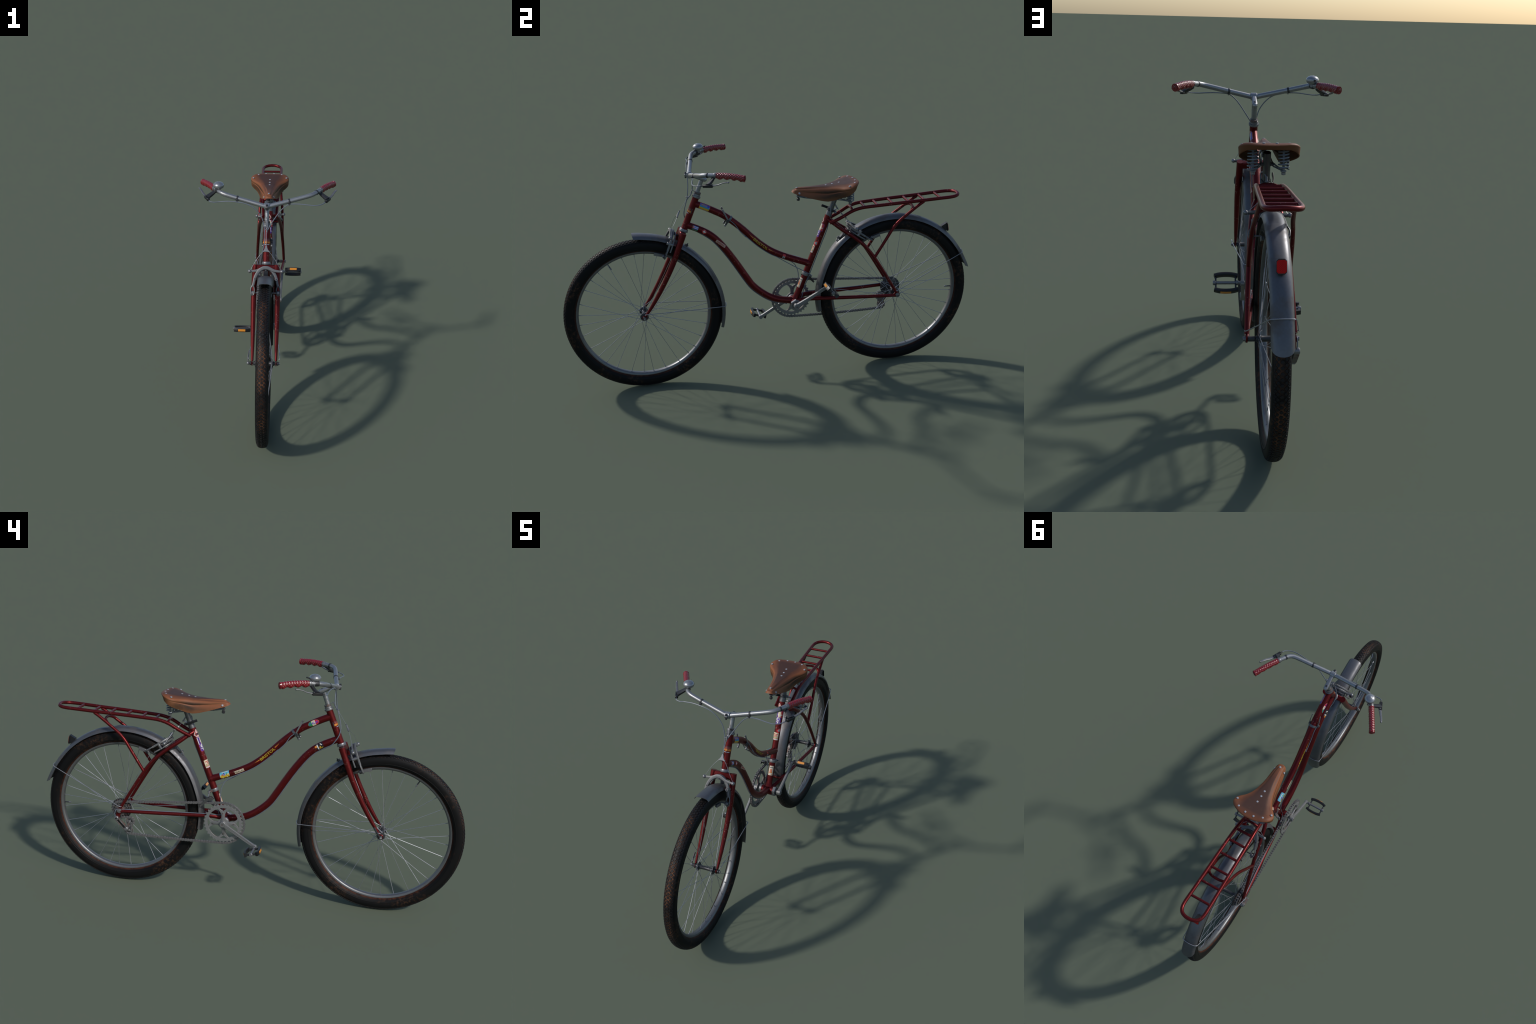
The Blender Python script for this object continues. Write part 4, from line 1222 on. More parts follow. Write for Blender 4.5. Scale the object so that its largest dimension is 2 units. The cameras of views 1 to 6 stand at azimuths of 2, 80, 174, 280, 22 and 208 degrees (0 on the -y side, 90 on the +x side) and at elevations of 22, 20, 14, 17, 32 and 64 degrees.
qr.add(lathe([(0.0130, -0.006), (0.0162, -0.006), (0.0166, -0.005), (0.0166, 0.005), (0.0162, 0.006), (0.0130, 0.006)], CP, ax, 26), DARK)
qr.add(bar_box(CP + V(-0.014, 0.016, -0.006), CP + V(0.014, 0.016, -0.006), 0.006, 0.005), DARK)
qr.add(ball(CP + V(-0.017, 0.019, -0.007), 0.0065, 12), DARK)
qr.add(ball(CP + V(0.016, 0.019, -0.010), 0.0068, 12), STEEL)
qr.add(sweep(smooth_path([CP + V(-0.019, 0.020, -0.008), CP + V(-0.024, 0.004, -0.002), CP + V(-0.026, -0.016, 0.008), CP + V(-0.025, -0.038, 0.018)], 5), rrect(0.0060, 0.0026, 0.0012), up=(1, 0, 0), scale=list(np.linspace(0.9, 1.0, 16))), BLACK)
make("seat_clamp", qr, POST, ST)

# ------------------------------------------------------------------ centre-pull brakes
def brake(origin, t_ax, d_ax, name="rim_brake"):
    """Local plane: x across, t up along the brake, d outward from the frame; t = 0 at the pad bolts."""
    o, t_ax, d_ax = np.asarray(origin, float), unit(t_ax), unit(d_ax)
    W = lambda x, t, d=0: o + V(x, 0, 0) + t_ax * t + d_ax * d
    arms = [(0.066, 0.101), (0.053, 0.102), (0.036, 0.105), (0.021, 0.112), (0.007, 0.117), (-0.008, 0.117), (-0.022, 0.110), (-0.034, 0.098), (-0.043, 0.083), (-0.0490, 0.066), (-0.0525, 0.049), (-0.0560, 0.034)]
    G0 = Geo()
    # back arch carrying the two pivots
    arch = [W(x, t, -0.0150) for x, t in ((-0.056, 0.030), (-0.053, 0.050), (-0.047, 0.068), (-0.036, 0.092), (-0.018, 0.107), (0, 0.111), (0.018, 0.107), (0.036, 0.092), (0.047, 0.068), (0.053, 0.050), (0.056, 0.030))]
    G0.add(sweep(smooth_path(arch, 5), rrect(0.0045, 0.0032, 0.0012), up=d_ax), BRAKEM)
    G0.add(rod(W(0, 0.106, -0.030), W(0, 0.106, 0.010), 0.0045, 10), DARK)
    for s in (1, -1):
        G0.add(rod(W(s * 0.048, 0.066, -0.018), W(s * 0.048, 0.066, 0.013), 0.0074, 16, 0.001), STEEL)
        G0.add(rod(W(s * 0.048, 0.066, 0.012), W(s * 0.048, 0.066, 0.0155), 0.0034, 6), DARK)
    b = make(name, G0, BIKE, o)
    for s, lay in ((1, 0.0105), (-1, -0.0010)):
        g = Geo()
        P = smooth_path([W(s * x, t, lay) for x, t in arms], 5)
        sc = np.interp(np.linspace(0, 1, len(P)), [0, 0.12, 0.38, 0.55, 0.75, 1], [0.85, 0.98, 1.38, 1.30, 1.15, 0.95])
        g.add(sweep(P, rrect(0.0056, 0.0046, 0.0015), up=d_ax, scale=[(a, 1) for a in sc]), BRAKEM)
        # slotted lower end: two prongs round the pad bolt
        g.add(tube([W(-s * 0.0550, 0.038, lay), W(-s * 0.0500, 0.026, lay), W(-s * 0.0490, 0.010, lay), W(-s * 0.0515, -0.003, lay), W(-s * 0.0570, -0.007, lay), W(-s * 0.0635, -0.003, lay), W(-s * 0.0655, 0.010, lay), W(-s * 0.0640, 0.026, lay), W(-s * 0.0580, 0.038, lay)], 0.0030, 8, 4), BRAKEM)
        g.add(rod(W(s * 0.066, 0.101, lay + 0.002), W(s * 0.0695, 0.101, lay + 0.002), 0.0045, 10), STEEL)
        g.add(ball(W(s * 0.0725, 0.1005, lay + 0.002), 0.0084, 18), STEEL)
        make("brake_arm", g, b, o)
    for s in (1, -1):
        g = Geo()
        pb = W(s * 0.0572, 0.004, 0.002)
        g.add(rod(pb - d_ax * 0.008, pb + d_ax * 0.010, 0.0070, 16, 0.001), STEEL)
        g.add(rod(pb + d_ax * 0.008, pb + d_ax * 0.0125, 0.0045, 6, 0.0006), STEEL)
        g.add(rod(pb - d_ax * 0.006, pb + d_ax * 0.007, 0.0094, 14, 0.001), DARK)
        g.add(rod(pb + V(s * 0.007, 0, 0), pb - V(s * 0.030, 0, 0), 0.0030, 8), STEEL)
        make("pad_bolt", g, b, o)
    return b, W

brake_f, WF_ = brake(V(0, -0.5130, 0.6690), V(0, 0.41, 0.91), V(0, -0.91, 0.41))
brake_r, WR_ = brake(V(0, 0.4770, 0.6680), V(0, -0.847, 0.53), V(0, 0.53, 0.847))
def pads(b, hub, ang, o):
    for s in (1, -1):
        t = math.radians(ang)
        c = hub_polar(hub, ang, 0.3120, s * 0.0245)
        tang = V(0, -math.sin(t), math.cos(t))
        rad = V(0, math.cos(t), math.sin(t))
        g = Geo().add(box(c, (0.0200, 0.0048, 0.0058), (tang, V(1, 0, 0), rad), 0.0012), PAD)
        g.add(box(c + V(s * 0.0048, 0, 0), (0.0215, 0.0016, 0.0070), (tang, V(1, 0, 0), rad), 0.0006), STEEL)
        make("brake_pad", g, b, o)
pads(brake_f, HF, 105 - 31 + 0, V(0, -0.5130, 0.6690))
pads(brake_r, HR, 108.5, V(0, 0.4770, 0.6680))

# yokes and straddle wires
def yoke(p, down, across, name="cable_yoke"):
    p, down, across = np.asarray(p, float), unit(down), unit(across)
    n = np.cross(across, down)
    out = [(0, 0.004), (0.0035, 0.001), (0.0065, -0.012), (0.0110, -0.020), (0.0175, -0.0255), (0.0155, -0.0290), (0.006, -0.0265), (0, -0.0258), (-0.006, -0.0265), (-0.0155, -0.0290), (-0.0175, -0.0255), (-0.0110, -0.020), (-0.0065, -0.012), (-0.0035, 0.001)]
    g = Geo().add(plate([out], 0.0060, p, across, -down, 0.001), STEEL)
    g.add(rod(p + n * 0.0 - down * 0.004, p + n * 0.0 - down * -0.006, 0.0030, 10), DARK)
    return make(name, g, BIKE, p)
yoke(V(0, -0.4290, 0.8680), V(0, -0.45, -0.89), V(1, 0, 0))
yoke(V(0, 0.3440, 0.7910), V(0, 0.72, -0.70), V(1, 0, 0))
wire = lambda pts, r=0.0008: tube(pts, r, 6, 6)
one("straddle_wire", wire([WF_(0.072, 0.101, 0.008), V(0.048, -0.468, 0.8050), V(0.030, -0.453, 0.828), V(0.015, -0.4430, 0.8425), V(0.0, -0.4410, 0.8440), V(-0.015, -0.4430, 0.8425), V(-0.030, -0.451, 0.828), V(-0.048, -0.460, 0.803), WF_(-0.072, 0.101, 0.0)]), SPOKE, BIKE)
one("straddle_wire", wire([WR_(0.072, 0.101, 0.008), V(0.045, 0.381, 0.748), V(0.015, 0.364, 0.772), V(0, 0.361, 0.774), V(-0.015, 0.364, 0.772), V(-0.045, 0.378, 0.745), WR_(-0.072, 0.101, 0.0)]), SPOKE, BIKE)

# ------------------------------------------------------------------ cables
cab = lambda pts, r=0.0022: one("cable", tube(pts, r, 8, 8), CABLE, BIKE)
# front brake: left lever -> bar clip -> hanger -> yoke
cab([V(0.262, -0.3520, 1.0540), V(0.252, -0.366, 1.0515), V(0.236, -0.377, 1.0490), V(0.213, -0.383, 1.0480), V(0.180, -0.381, 1.0500), V(0.140, -0.374, 1.0510), V(0.100, -0.3705, 1.0470), V(0.074, -0.369, 1.029), V(0.052, -0.367, 1.002), V(0.032, -0.368, 0.972), V(0.017, -0.373, 0.949), V(0.004, -0.388, 0.926), V(0.001, -0.394, 0.916)])
one("brake_wire", wire([V(0.001, -0.394, 0.920), V(0, -0.412, 0.893), V(0, -0.429, 0.868)], 0.0009), SPOKE, BIKE)
# rear brake: right lever -> bar clip -> right of head tube -> under down tube
def under(path, r, s0, s1, x=0.0):
    """Points just below a frame tube, between the fractions s0 and s1 of its length."""
    P = smooth_path(path, 10)
    T = tangents(P)
    out = []
    for t in np.linspace(s0, s1, 12):
        i = int(t * (len(P) - 1))
        nd = np.cross(T[i], V(1, 0, 0))
        nd = nd if nd[2] < 0 else -nd
        out.append(P[i] + nd * math.sqrt(r * r - x * x) + V(x, 0, 0))
    return out
cab([V(-0.262, -0.3520, 1.0540), V(-0.258, -0.358, 1.0510), V(-0.240, -0.362, 1.0490), V(-0.215, -0.360, 1.0510), V(-0.170, -0.366, 1.0560), V(-0.122, -0.3735, 1.0540), V(-0.092, -0.376, 1.0480), V(-0.065, -0.378, 1.0360), V(-0.042, -0.379, 1.0150), V(-0.024, -0.380, 0.989), V(-0.014, -0.383, 0.960), V(-0.008, -0.389, 0.925), V(-0.0075, -0.402, 0.880), V(-0.013, -0.4065, 0.850), V(-0.0195, -0.401, 0.820), V(-0.020, -0.386, 0.793), V(-0.015, -0.366, 0.769)] + under(DOWN, 0.0183, 0.16, 0.97))
cab([V(0.001, 0.124, 0.345), V(0.004, 0.136, 0.358), V(0.006, 0.142, 0.385)] + [V(0.006, y + 0.0172, z - 0.0060) for y, z in ((0.1385, 0.440), (0.1595, 0.492), (0.182, 0.548), (0.206, 0.608), (0.230, 0.668), (0.254, 0.728))] + [V(0.012, 0.2800, 0.7780), V(0.0165, 0.2850, 0.8020), V(0.0180, 0.2860, 0.8250), V(0.0180, 0.2880, 0.8390), V(0.0120, 0.2990, 0.8480), V(0.004, 0.3130, 0.8400), V(0, 0.3200, 0.8270)])
one("brake_wire", wire([V(0, 0.3190, 0.8280), V(0, 0.332, 0.808), V(0, 0.346, 0.789)], 0.0010), SPOKE, BIKE)
# shift cables along the top tube
cab([V(-0.0200, -0.207, 0.8150)] + [V(-0.0172, y, z) for y, z in ((-0.182, 0.794), (-0.163, 0.763), (-0.139, 0.735), (-0.106, 0.7050))] + under(TOP, 0.0178, 0.50, 0.82, -0.010) + [V(-0.014, 0.103, 0.561), V(-0.016, 0.121, 0.536), V(-0.0165, 0.130, 0.508), V(-0.0170, 0.131, 0.470), V(-0.0180, 0.124, 0.430), V(-0.020, 0.118, 0.400), V(-0.026, 0.130, 0.388), V(-0.040, 0.19, 0.3925), V(-0.048, 0.30, 0.3895), V(-0.058, 0.42, 0.386), V(-0.0705, 0.54, 0.3835), V(-0.079, 0.606, 0.3830), V(-0.081, 0.6215, 0.3770), V(-0.081, 0.6275, 0.3600), V(-0.079, 0.625, 0.343)], 0.0019)
cab([V(0.0200, -0.203, 0.8150)] + [V(0.0172, y, z) for y, z in ((-0.174, 0.786), (-0.154, 0.754), (-0.126, 0.722))] + under(TOP, 0.0178, 0.50, 0.78, 0.010) + [V(0.014, 0.090, 0.560), V(0.017, 0.140, 0.530), V(0.019, 0.172, 0.510), V(0.015, 0.186, 0.500)], 0.0017)

# cable hanger in front of the headset
hgp = Geo()
hgp.add(sweep(smooth_path([V(0, -0.352, 0.957), V(0, -0.362, 0.9655), V(0, -0.3665, 0.964), V(0, -0.372, 0.950), V(0, -0.377, 0.937), V(0, -0.386, 0.933), V(0, -0.396, 0.936)], 5), rrect(0.0062, 0.0012, 0.0005), up=(0, -0.7, 0.7)), STEEL)
hgp.add(lathe([(0.0105, -0.001), (0.0165, -0.001), (0.0165, 0.001), (0.0105, 0.001)], V(0, -0.3445, 0.9445), hd, 20), STEEL)
hgp.add(rod(V(0.001, -0.392, 0.921), V(0.001, -0.385, 0.937), 0.0034, 10, 0.0006), STEEL)
make("cable_hanger", hgp, BIKE)
# rear hanger bolted at the seat clamp
hr = Geo()
hr.add(bar_box(CP + V(0, 0.014, -0.004), V(0, 0.327, 0.822), 0.0055, 0.0014, (0, 0.5, 1), 0.0005), STEEL)
hr.add(rod(V(0, 0.3150, 0.8350), V(0, 0.3260, 0.8170), 0.0034, 10, 0.0006), STEEL)
make("cable_hanger", hr, BIKE)

# band-on shifters near the front of the top tube
sh = Geo()
SC = V(0, -0.198, 0.8125)
sdv = unit(V(0, 0.042, -0.035))
sh.add(lathe([(0.0158, -0.0055), (0.0172, -0.0055), (0.0176, -0.004), (0.0176, 0.004), (0.0172, 0.0055), (0.0158, 0.0055)], SC, sdv, 26), FENDER)
SHIFT = make("shifter_band", sh, BIKE, SC)
for s in (1, -1):
    g = Geo()
    piv = V(s * 0.0200, -0.2085, 0.8080)
    g.add(rod(piv - V(s * 0.004, 0, 0), piv + V(s * 0.0055, 0, 0), 0.0082, 16, 0.0015), DARK)
    g.add(bar_box(piv + V(s * 0.001, -0.002, -0.004), piv + V(s * 0.001, -0.012, -0.018), 0.0045, 0.0040, (0, -1, 0.5), 0.001), DARK)
    g.add(ball(piv + V(s * 0.001, -0.0130, -0.0195), 0.0055, 10), STEEL)
    tip = V(s * 0.0205, -0.231, 0.8660)
    g.add(sweep(smooth_path([piv + V(s * 0.003, 0.002, 0.004), piv * 0.6 + tip * 0.4 + V(s * 0.003, 0.002, 0), tip], 5), rrect(0.0034, 0.0013, 0.0005), up=(1, 0, 0), scale=[1.0] * 8 + [1.2] * 3), STEEL)
    make("shift_lever", g, SHIFT, SC)

# ------------------------------------------------------------------ stickers
def art_text(text, size, u0, v0, width=None, bold=0.0, font_shear=0.0):
    """Letters of the built-in font as 2D faces, centred at (u0, v0)."""
    cu = bpy.data.curves.new("tmp", "FONT")
    cu.body = text
    cu.align_x, cu.align_y = "CENTER", "CENTER"
    cu.size = 1.0
    cu.resolution_u = 3
    cu.offset = bold
    cu.shear = font_shear
    ob = bpy.data.objects.new("tmp", cu)
    bpy.context.scene.collection.objects.link(ob)
    me = bpy.data.meshes.new_from_object(ob.evaluated_get(bpy.context.evaluated_depsgraph_get()))
    co = np.array([v.co[:2] for v in me.vertices])
    co -= (co.max(0) + co.min(0)) / 2
    h = co[:, 1].max() - co[:, 1].min()
    w = co[:, 0].max() - co[:, 0].min()
    ky = size / h
    kx = width / w if width else ky
    fs = [list(p.vertices) for p in me.polygons]
    bpy.data.objects.remove(ob); bpy.data.curves.remove(cu); bpy.data.meshes.remove(me)
    return [(u0 + x * kx, v0 + y * ky) for x, y in co], fs

def poly(pts):
    return pts, [list(range(len(pts)))]
def rect(u0, u1, v0, v1):
    return poly([(u0, v0), (u1, v0), (u1, v1), (u0, v1)])
def rounded(u, v, hu, hv, c, n=4):
    return poly([(u + a, v + b) for a, b in rrect(hu, hv, c, n)])
def ell(u, v, hu, hv, n=28):
    return poly([(u + hu * math.cos(2 * math.pi * i / n), v + hv * math.sin(2 * math.pi * i / n)) for i in range(n)])
def cut_ell(hu, hv, u0, u1, n=40):
    """Part of an ellipse between two vertical lines."""
    us = np.linspace(max(u0, -hu), min(u1, hu), n // 2)
    f = lambda x: hv * math.sqrt(max(0, 1 - (x / hu) ** 2))
    return poly([(x, -f(x)) for x in us] + [(x, f(x)) for x in us[::-1]])

def wrap(name, path, r, s0, phi0, side, pieces, parent, rot=0.0):
    """Wrap flat art round a tube.  u runs along the tube, v round it; side=+1 read from +x, -1 from -x.
    phi is measured from +x towards the upper side of the tube; rot turns the art in its own plane."""
    P = smooth_path(path, 14)
    L = np.concatenate([[0], np.cumsum(np.linalg.norm(np.diff(P, axis=0), axis=1))])
    T = tangents(P)
    def place(u, v, h):
        if rot:
            c_, s_ = math.cos(rot), math.sin(rot)
            u, v = u * c_ - v * s_, u * s_ + v * c_
        s = s0 + (u if side > 0 else -u)
        c = np.array([np.interp(s, L, P[:, k]) for k in range(3)])
        t = unit(np.array([np.interp(s, L, T[:, k]) for k in range(3)]))
        S = V(1, 0, 0)
        U = np.cross(S, t)
        U = U if (U[2] > 0 or (abs(U[2]) < 1e-3)) else -U
        phi = phi0 + v / r if side > 0 else math.pi - phi0 - v / r
        return c + (S * math.cos(phi) + U * math.sin(phi)) * (r + h)
    g = Geo()
    for (pts, faces), mat, lay in pieces:
        bm = bmesh.new()
        vs = [bm.verts.new((p[0], p[1], 0)) for p in pts]
        for f in faces:
            try:
                bm.faces.new([vs[i] for i in f])
            except ValueError:
                pass
        arr = np.array(pts)
        for axis in (1, 0):
            step = 0.0022 if axis == 1 else 0.006
            lo, hi = arr[:, axis].min(), arr[:, axis].max()
            for q in np.arange(math.ceil(lo / step) * step, hi, step):
                co = [0, 0, 0]; co[axis] = q
                no = [0, 0, 0]; no[axis] = 1
                bmesh.ops.bisect_plane(bm, geom=bm.verts[:] + bm.edges[:] + bm.faces[:], plane_co=co, plane_no=no, dist=1e-7)
        base = bm.faces[:]
        ex = bmesh.ops.extrude_face_region(bm, geom=base)
        for v in ex["geom"]:
            if isinstance(v, bmesh.types.BMVert):
                v.co.z = 1
        bm.verts.index_update()
        hv = 0.00028 + 0.00022 * lay
        out = [place(v.co.x, v.co.y, hv if v.co.z > 0.5 else -0.0003) for v in bm.verts]
        g.add((out, [[v.index for v in f.verts] for f in bm.faces]), mat)
        bm.free()
    return make(name, g, parent, (0, 0, 0), angle=40)

def arc_at(path, y, z=None):
    P = smooth_path(path, 14)
    L = np.concatenate([[0], np.cumsum(np.linalg.norm(np.diff(P, axis=0), axis=1))])
    d = np.abs(P[:, 1] - y) if z is None else np.hypot(P[:, 1] - y, P[:, 2] - z)
    return L[int(np.argmin(d))]

YEL = ink(0.40, 0.29, 0.015)
YEL2 = ink(0.55, 0.36, 0.02)
WHITE = ink(0.62, 0.60, 0.56)
CREAM = ink(0.60, 0.50, 0.36)
BLUE = ink(0.035, 0.030, 0.42)
REDI = ink(0.50, 0.012, 0.015)
GREEN = ink(0.020, 0.22, 0.025)
DGREEN = ink(0.020, 0.085, 0.030)
TEAL = ink(0.01, 0.24, 0.36)
SKY = ink(0.10, 0.40, 0.55)
ORANGE = ink(0.55, 0.19, 0.02)
INKY = ink(0.012, 0.010, 0.016)
VIOLET = ink(0.060, 0.012, 0.20)
MAG = ink(0.35, 0.008, 0.13)
GREY = ink(0.30, 0.30, 0.30)
BEIGE = ink(0.42, 0.29, 0.22)
SALMON = ink(0.36, 0.035, 0.030)

def serif_bars(text_w, h, letters):
    return []
# maker's lettering on both sides of the top tube
for side in (1, -1):
    c = arc_at(TOP, -0.0575, 0.678) if side > 0 else arc_at(TOP, -0.0840, 0.702)
    ph = math.radians(6)
    pcs = [(art_text("BRISTOL", 0.0128, 0, 0, 0.0880, 0.012), YEL, 0)]
    for k in (1, -1):
        u0, u1 = k * 0.0475, k * 0.0780
        pcs.append((poly([(u0, 0.0035), (u1, 0.0022 if k > 0 else 0.0022), (u0, 0.0008)]), YEL, 0))
        pcs.append((poly([(u0, 0.0006), (u1 - k * 0.004, 0.0012), (u0 + k * 0.003, -0.0022)]), REDI, 0))
    wrap("lettering", TOP, 0.0160, c, ph, side, pcs, FRAME)

# left side of the top tube: beach sticker
c = arc_at(TOP, -0.3125)
wrap("sticker", TOP, 0.0160, c, math.radians(4), 1, [
    (rect(-0.0250, 0.0250, -0.0165, 0.0165), ORANGE, 0), (rect(-0.0235, 0.0235, -0.0020, 0.0150), TEAL, 1), (rect(-0.0235, 0.0235, 0.0045, 0.0150), BLUE, 2),
    (rect(-0.0235, 0.0235, -0.0110, -0.0025), YEL2, 1), (rect(-0.0235, 0.0235, -0.0155, -0.0118), BEIGE, 1), (art_text("IBIZA", 0.0058, -0.003, 0.0092, 0.031, 0.02), YEL2, 3)], FRAME)
# left small red and grey badge
c = arc_at(TOP, 0.0565)
wrap("sticker", TOP, 0.0160, c, math.radians(8), 1, [(rounded(0, 0.005, 0.0072, 0.0055, 0.002), REDI, 0), (rounded(0, -0.006, 0.0065, 0.0052, 0.002), GREY, 0), (art_text("A", 0.006, 0, -0.006, None, 0.02), INKY, 1)], FRAME)
# right side: oval tricolour, city name, beach bus
c = arc_at(TOP, -0.2850)
wrap("sticker", TOP, 0.0160, c, math.radians(5), -1, [
    (ell(0, 0, 0.0262, 0.0135, 40), GREY, 0), (cut_ell(0.0255, 0.0128, -0.03, -0.0085), GREEN, 1), (cut_ell(0.0255, 0.0128, -0.0085, 0.0085), CREAM, 1), (cut_ell(0.0255, 0.0128, 0.0085, 0.03), REDI, 1),
    (art_text("ITALIA", 0.0108, 0, 0.0005, 0.0440, 0.018), BLUE, 2)], FRAME)
c = arc_at(TOP, 0.0480)
wrap("sticker", TOP, 0.0160, c, math.radians(-4), -1, [(rect(-0.0232, 0.0232, -0.0068, 0.0068), CREAM, 0), (art_text("BERLIN", 0.0092, 0, 0, 0.0405, 0.010), INKY, 1)], FRAME)
c = arc_at(TOP, 0.1160)
bus = [(rounded(0, 0.003, 0.0235, 0.0165, 0.005), SKY, 0), (rect(-0.0225, 0.0225, -0.0085, 0.0010), ink(0.55, 0.42, 0.18), 1),
       (poly([(-0.0205, -0.0145), (0.0200, -0.0145), (0.0225, -0.0120), (0.0225, -0.0060), (0.0, -0.0040), (-0.0195, -0.0030), (-0.0220, -0.0085)]), YEL2, 2),
       (rect(-0.0150, -0.0050, -0.0040, 0.0035), ink(0.30, 0.10, 0.07), 2), (rect(-0.0040, 0.0045, -0.0040, 0.0040), ink(0.12, 0.16, 0.45), 2), (poly([(0.0085, -0.0040), (0.0130, -0.0040), (0.0108, 0.0085)]), GREEN, 3),
       (ell(-0.0120, -0.0142, 0.0026, 0.0026, 14), WHITE, 3), (ell(0.0095, -0.0142, 0.0026, 0.0026, 14), WHITE, 3), (rect(-0.0130, 0.0180, 0.0105, 0.0140), WHITE, 2), (ell(-0.0030, 0.0060, 0.0030, 0.0026, 14), VIOLET, 3)]
wrap("sticker", TOP, 0.0160, c, math.radians(16), -1, bus, FRAME)

# down tube, left: flag, cross badge, town label
c = arc_at(DOWN, -0.3620)
wrap("sticker", DOWN, 0.0163, c, math.radians(4), 1, [
    (rect(-0.0155, 0.0155, -0.0130, 0.0130), DGREEN, 0), (rect(-0.0135, 0.0135, -0.0040, 0.0112), BLUE, 1), (rect(-0.0135, 0.0135, 0.0052, 0.0082), WHITE, 2), (rect(-0.0135, 0.0135, -0.0010, 0.0020), WHITE, 2),
    (poly([(-0.0135, -0.0040), (-0.0135, 0.0112), (-0.0040, 0.0036)]), REDI, 3), (ell(-0.0108, 0.0036, 0.0016, 0.0016, 10), WHITE, 4), (art_text("CUBA", 0.0058, 0, -0.0085, 0.023, 0.02), ink(0.16, 0.26, 0.14), 1)], FRAME)
c = arc_at(DOWN, -0.3190)
wrap("sticker", DOWN, 0.0163, c, math.radians(6), 1, [
    (ell(0, 0, 0.0108, 0.0108, 30), ink(0.36, 0.10, 0.10), 0), (ell(0, 0, 0.0100, 0.0100, 30), REDI, 1), (rect(-0.0066, 0.0066, -0.0020, 0.0020), WHITE, 2), (rect(-0.0020, 0.0020, -0.0066, 0.0066), WHITE, 2)], FRAME)
c = arc_at(DOWN, -0.2460, 0.696)
wrap("sticker", DOWN, 0.0163, c, math.radians(8), 1, [(rounded(0, 0, 0.0270, 0.0068, 0.0015), BEIGE, 0), (rect(-0.0225, 0.0225, -0.0046, 0.0046), ink(0.38, 0.20, 0.15), 1), (art_text("SARDEGNA", 0.0056, 0, 0, 0.0420, 0.01), SALMON, 2)], FRAME, rot=math.radians(12))
# down tube, right: dark postcard with orange bird shapes
c = arc_at(DOWN, -0.3160)
wrap("sticker", DOWN, 0.0163, c, math.radians(8), -1, [
    (rounded(0.001, 0, 0.0175, 0.0152, 0.003), INKY, 0), (ell(-0.0160, 0.0040, 0.0055, 0.0055, 18), ORANGE, 1), (rect(-0.0105, -0.0055, -0.0135, 0.0120), WHITE, 1), (poly([(0.0045, 0.0105), (0.0085, 0.0115), (0.0145, 0.0030), (0.0105, 0.0010)]), WHITE, 1),
    (poly([(-0.0020, -0.0130), (0.0030, -0.0135), (0.0060, -0.0070), (0.0050, 0.0000), (0.0015, 0.0010), (0.0015, -0.0060)]), YEL2, 1), (poly([(-0.0040, -0.0060), (-0.0020, -0.0010), (0.0010, -0.0080)]), ORANGE, 1), (poly([(0.0060, -0.0090), (0.0150, -0.0070), (0.0140, -0.0105), (0.0070, -0.0120)]), YEL2, 1)], FRAME)

# seat tube, facing forwards; art is upright when seen from the front
SEATP = [SEAT_B, (SEAT_A + SEAT_B) / 2, SEAT_A]
def seat_sticker(y, phi_deg, pieces):
    """phi 0 = forward, positive = towards the left (+x)."""
    c = arc_at(SEATP, y)
    P0, P1 = SEAT_B, SEAT_A
    d = unit(P1 - P0)
    fwd = unit(np.cross(V(1, 0, 0), d))
    fwd = fwd if fwd[1] < 0 else -fwd
    g = Geo()
    r = 0.0155
    for (pts, faces), mat, lay in pieces:
        bm = bmesh.new()
        vs = [bm.verts.new((p[0], p[1], 0)) for p in pts]
        for f in faces:
            try:
                bm.faces.new([vs[i] for i in f])
            except ValueError:
                pass
        arr = np.array(pts)
        for q in np.arange(math.ceil(arr[:, 0].min() / 0.002) * 0.002, arr[:, 0].max(), 0.002):
            bmesh.ops.bisect_plane(bm, geom=bm.verts[:] + bm.edges[:] + bm.faces[:], plane_co=(q, 0, 0), plane_no=(1, 0, 0), dist=1e-7)
        ex = bmesh.ops.extrude_face_region(bm, geom=bm.faces[:])
        for v in ex["geom"]:
            if isinstance(v, bmesh.types.BMVert):
                v.co.z = 1
        bm.verts.index_update()
        out = []
        for v in bm.verts:
            ph = math.radians(phi_deg) + v.co.x / r
            h = 0.00028 + 0.00022 * lay if v.co.z > 0.5 else -0.0003
            out.append(P0 + d * (c + v.co.y) + (fwd * math.cos(ph) + V(1, 0, 0) * math.sin(ph)) * (r + h))
        g.add((out, [[v.index for v in f.verts] for f in bm.faces]), mat)
        bm.free()
    return make("sticker", g, FRAME, (0, 0, 0), angle=40)
seat_sticker(0.2694, -22, [(poly([(-0.020, 0.0), (-0.001, -0.020), (0.014, 0.0), (-0.001, 0.024)]), WHITE, 0), (poly([(-0.0165, 0.0), (-0.001, -0.0165), (0.0115, 0.0), (-0.001, 0.020)]), SALMON, 1), (rect(-0.011, 0.007, -0.0035, 0.0035), INKY, 2), (poly([(-0.006, 0.006), (0.004, 0.006), (-0.001, 0.015)]), WHITE, 2), (rect(-0.004, 0.002, -0.012, -0.0055), WHITE, 2)])
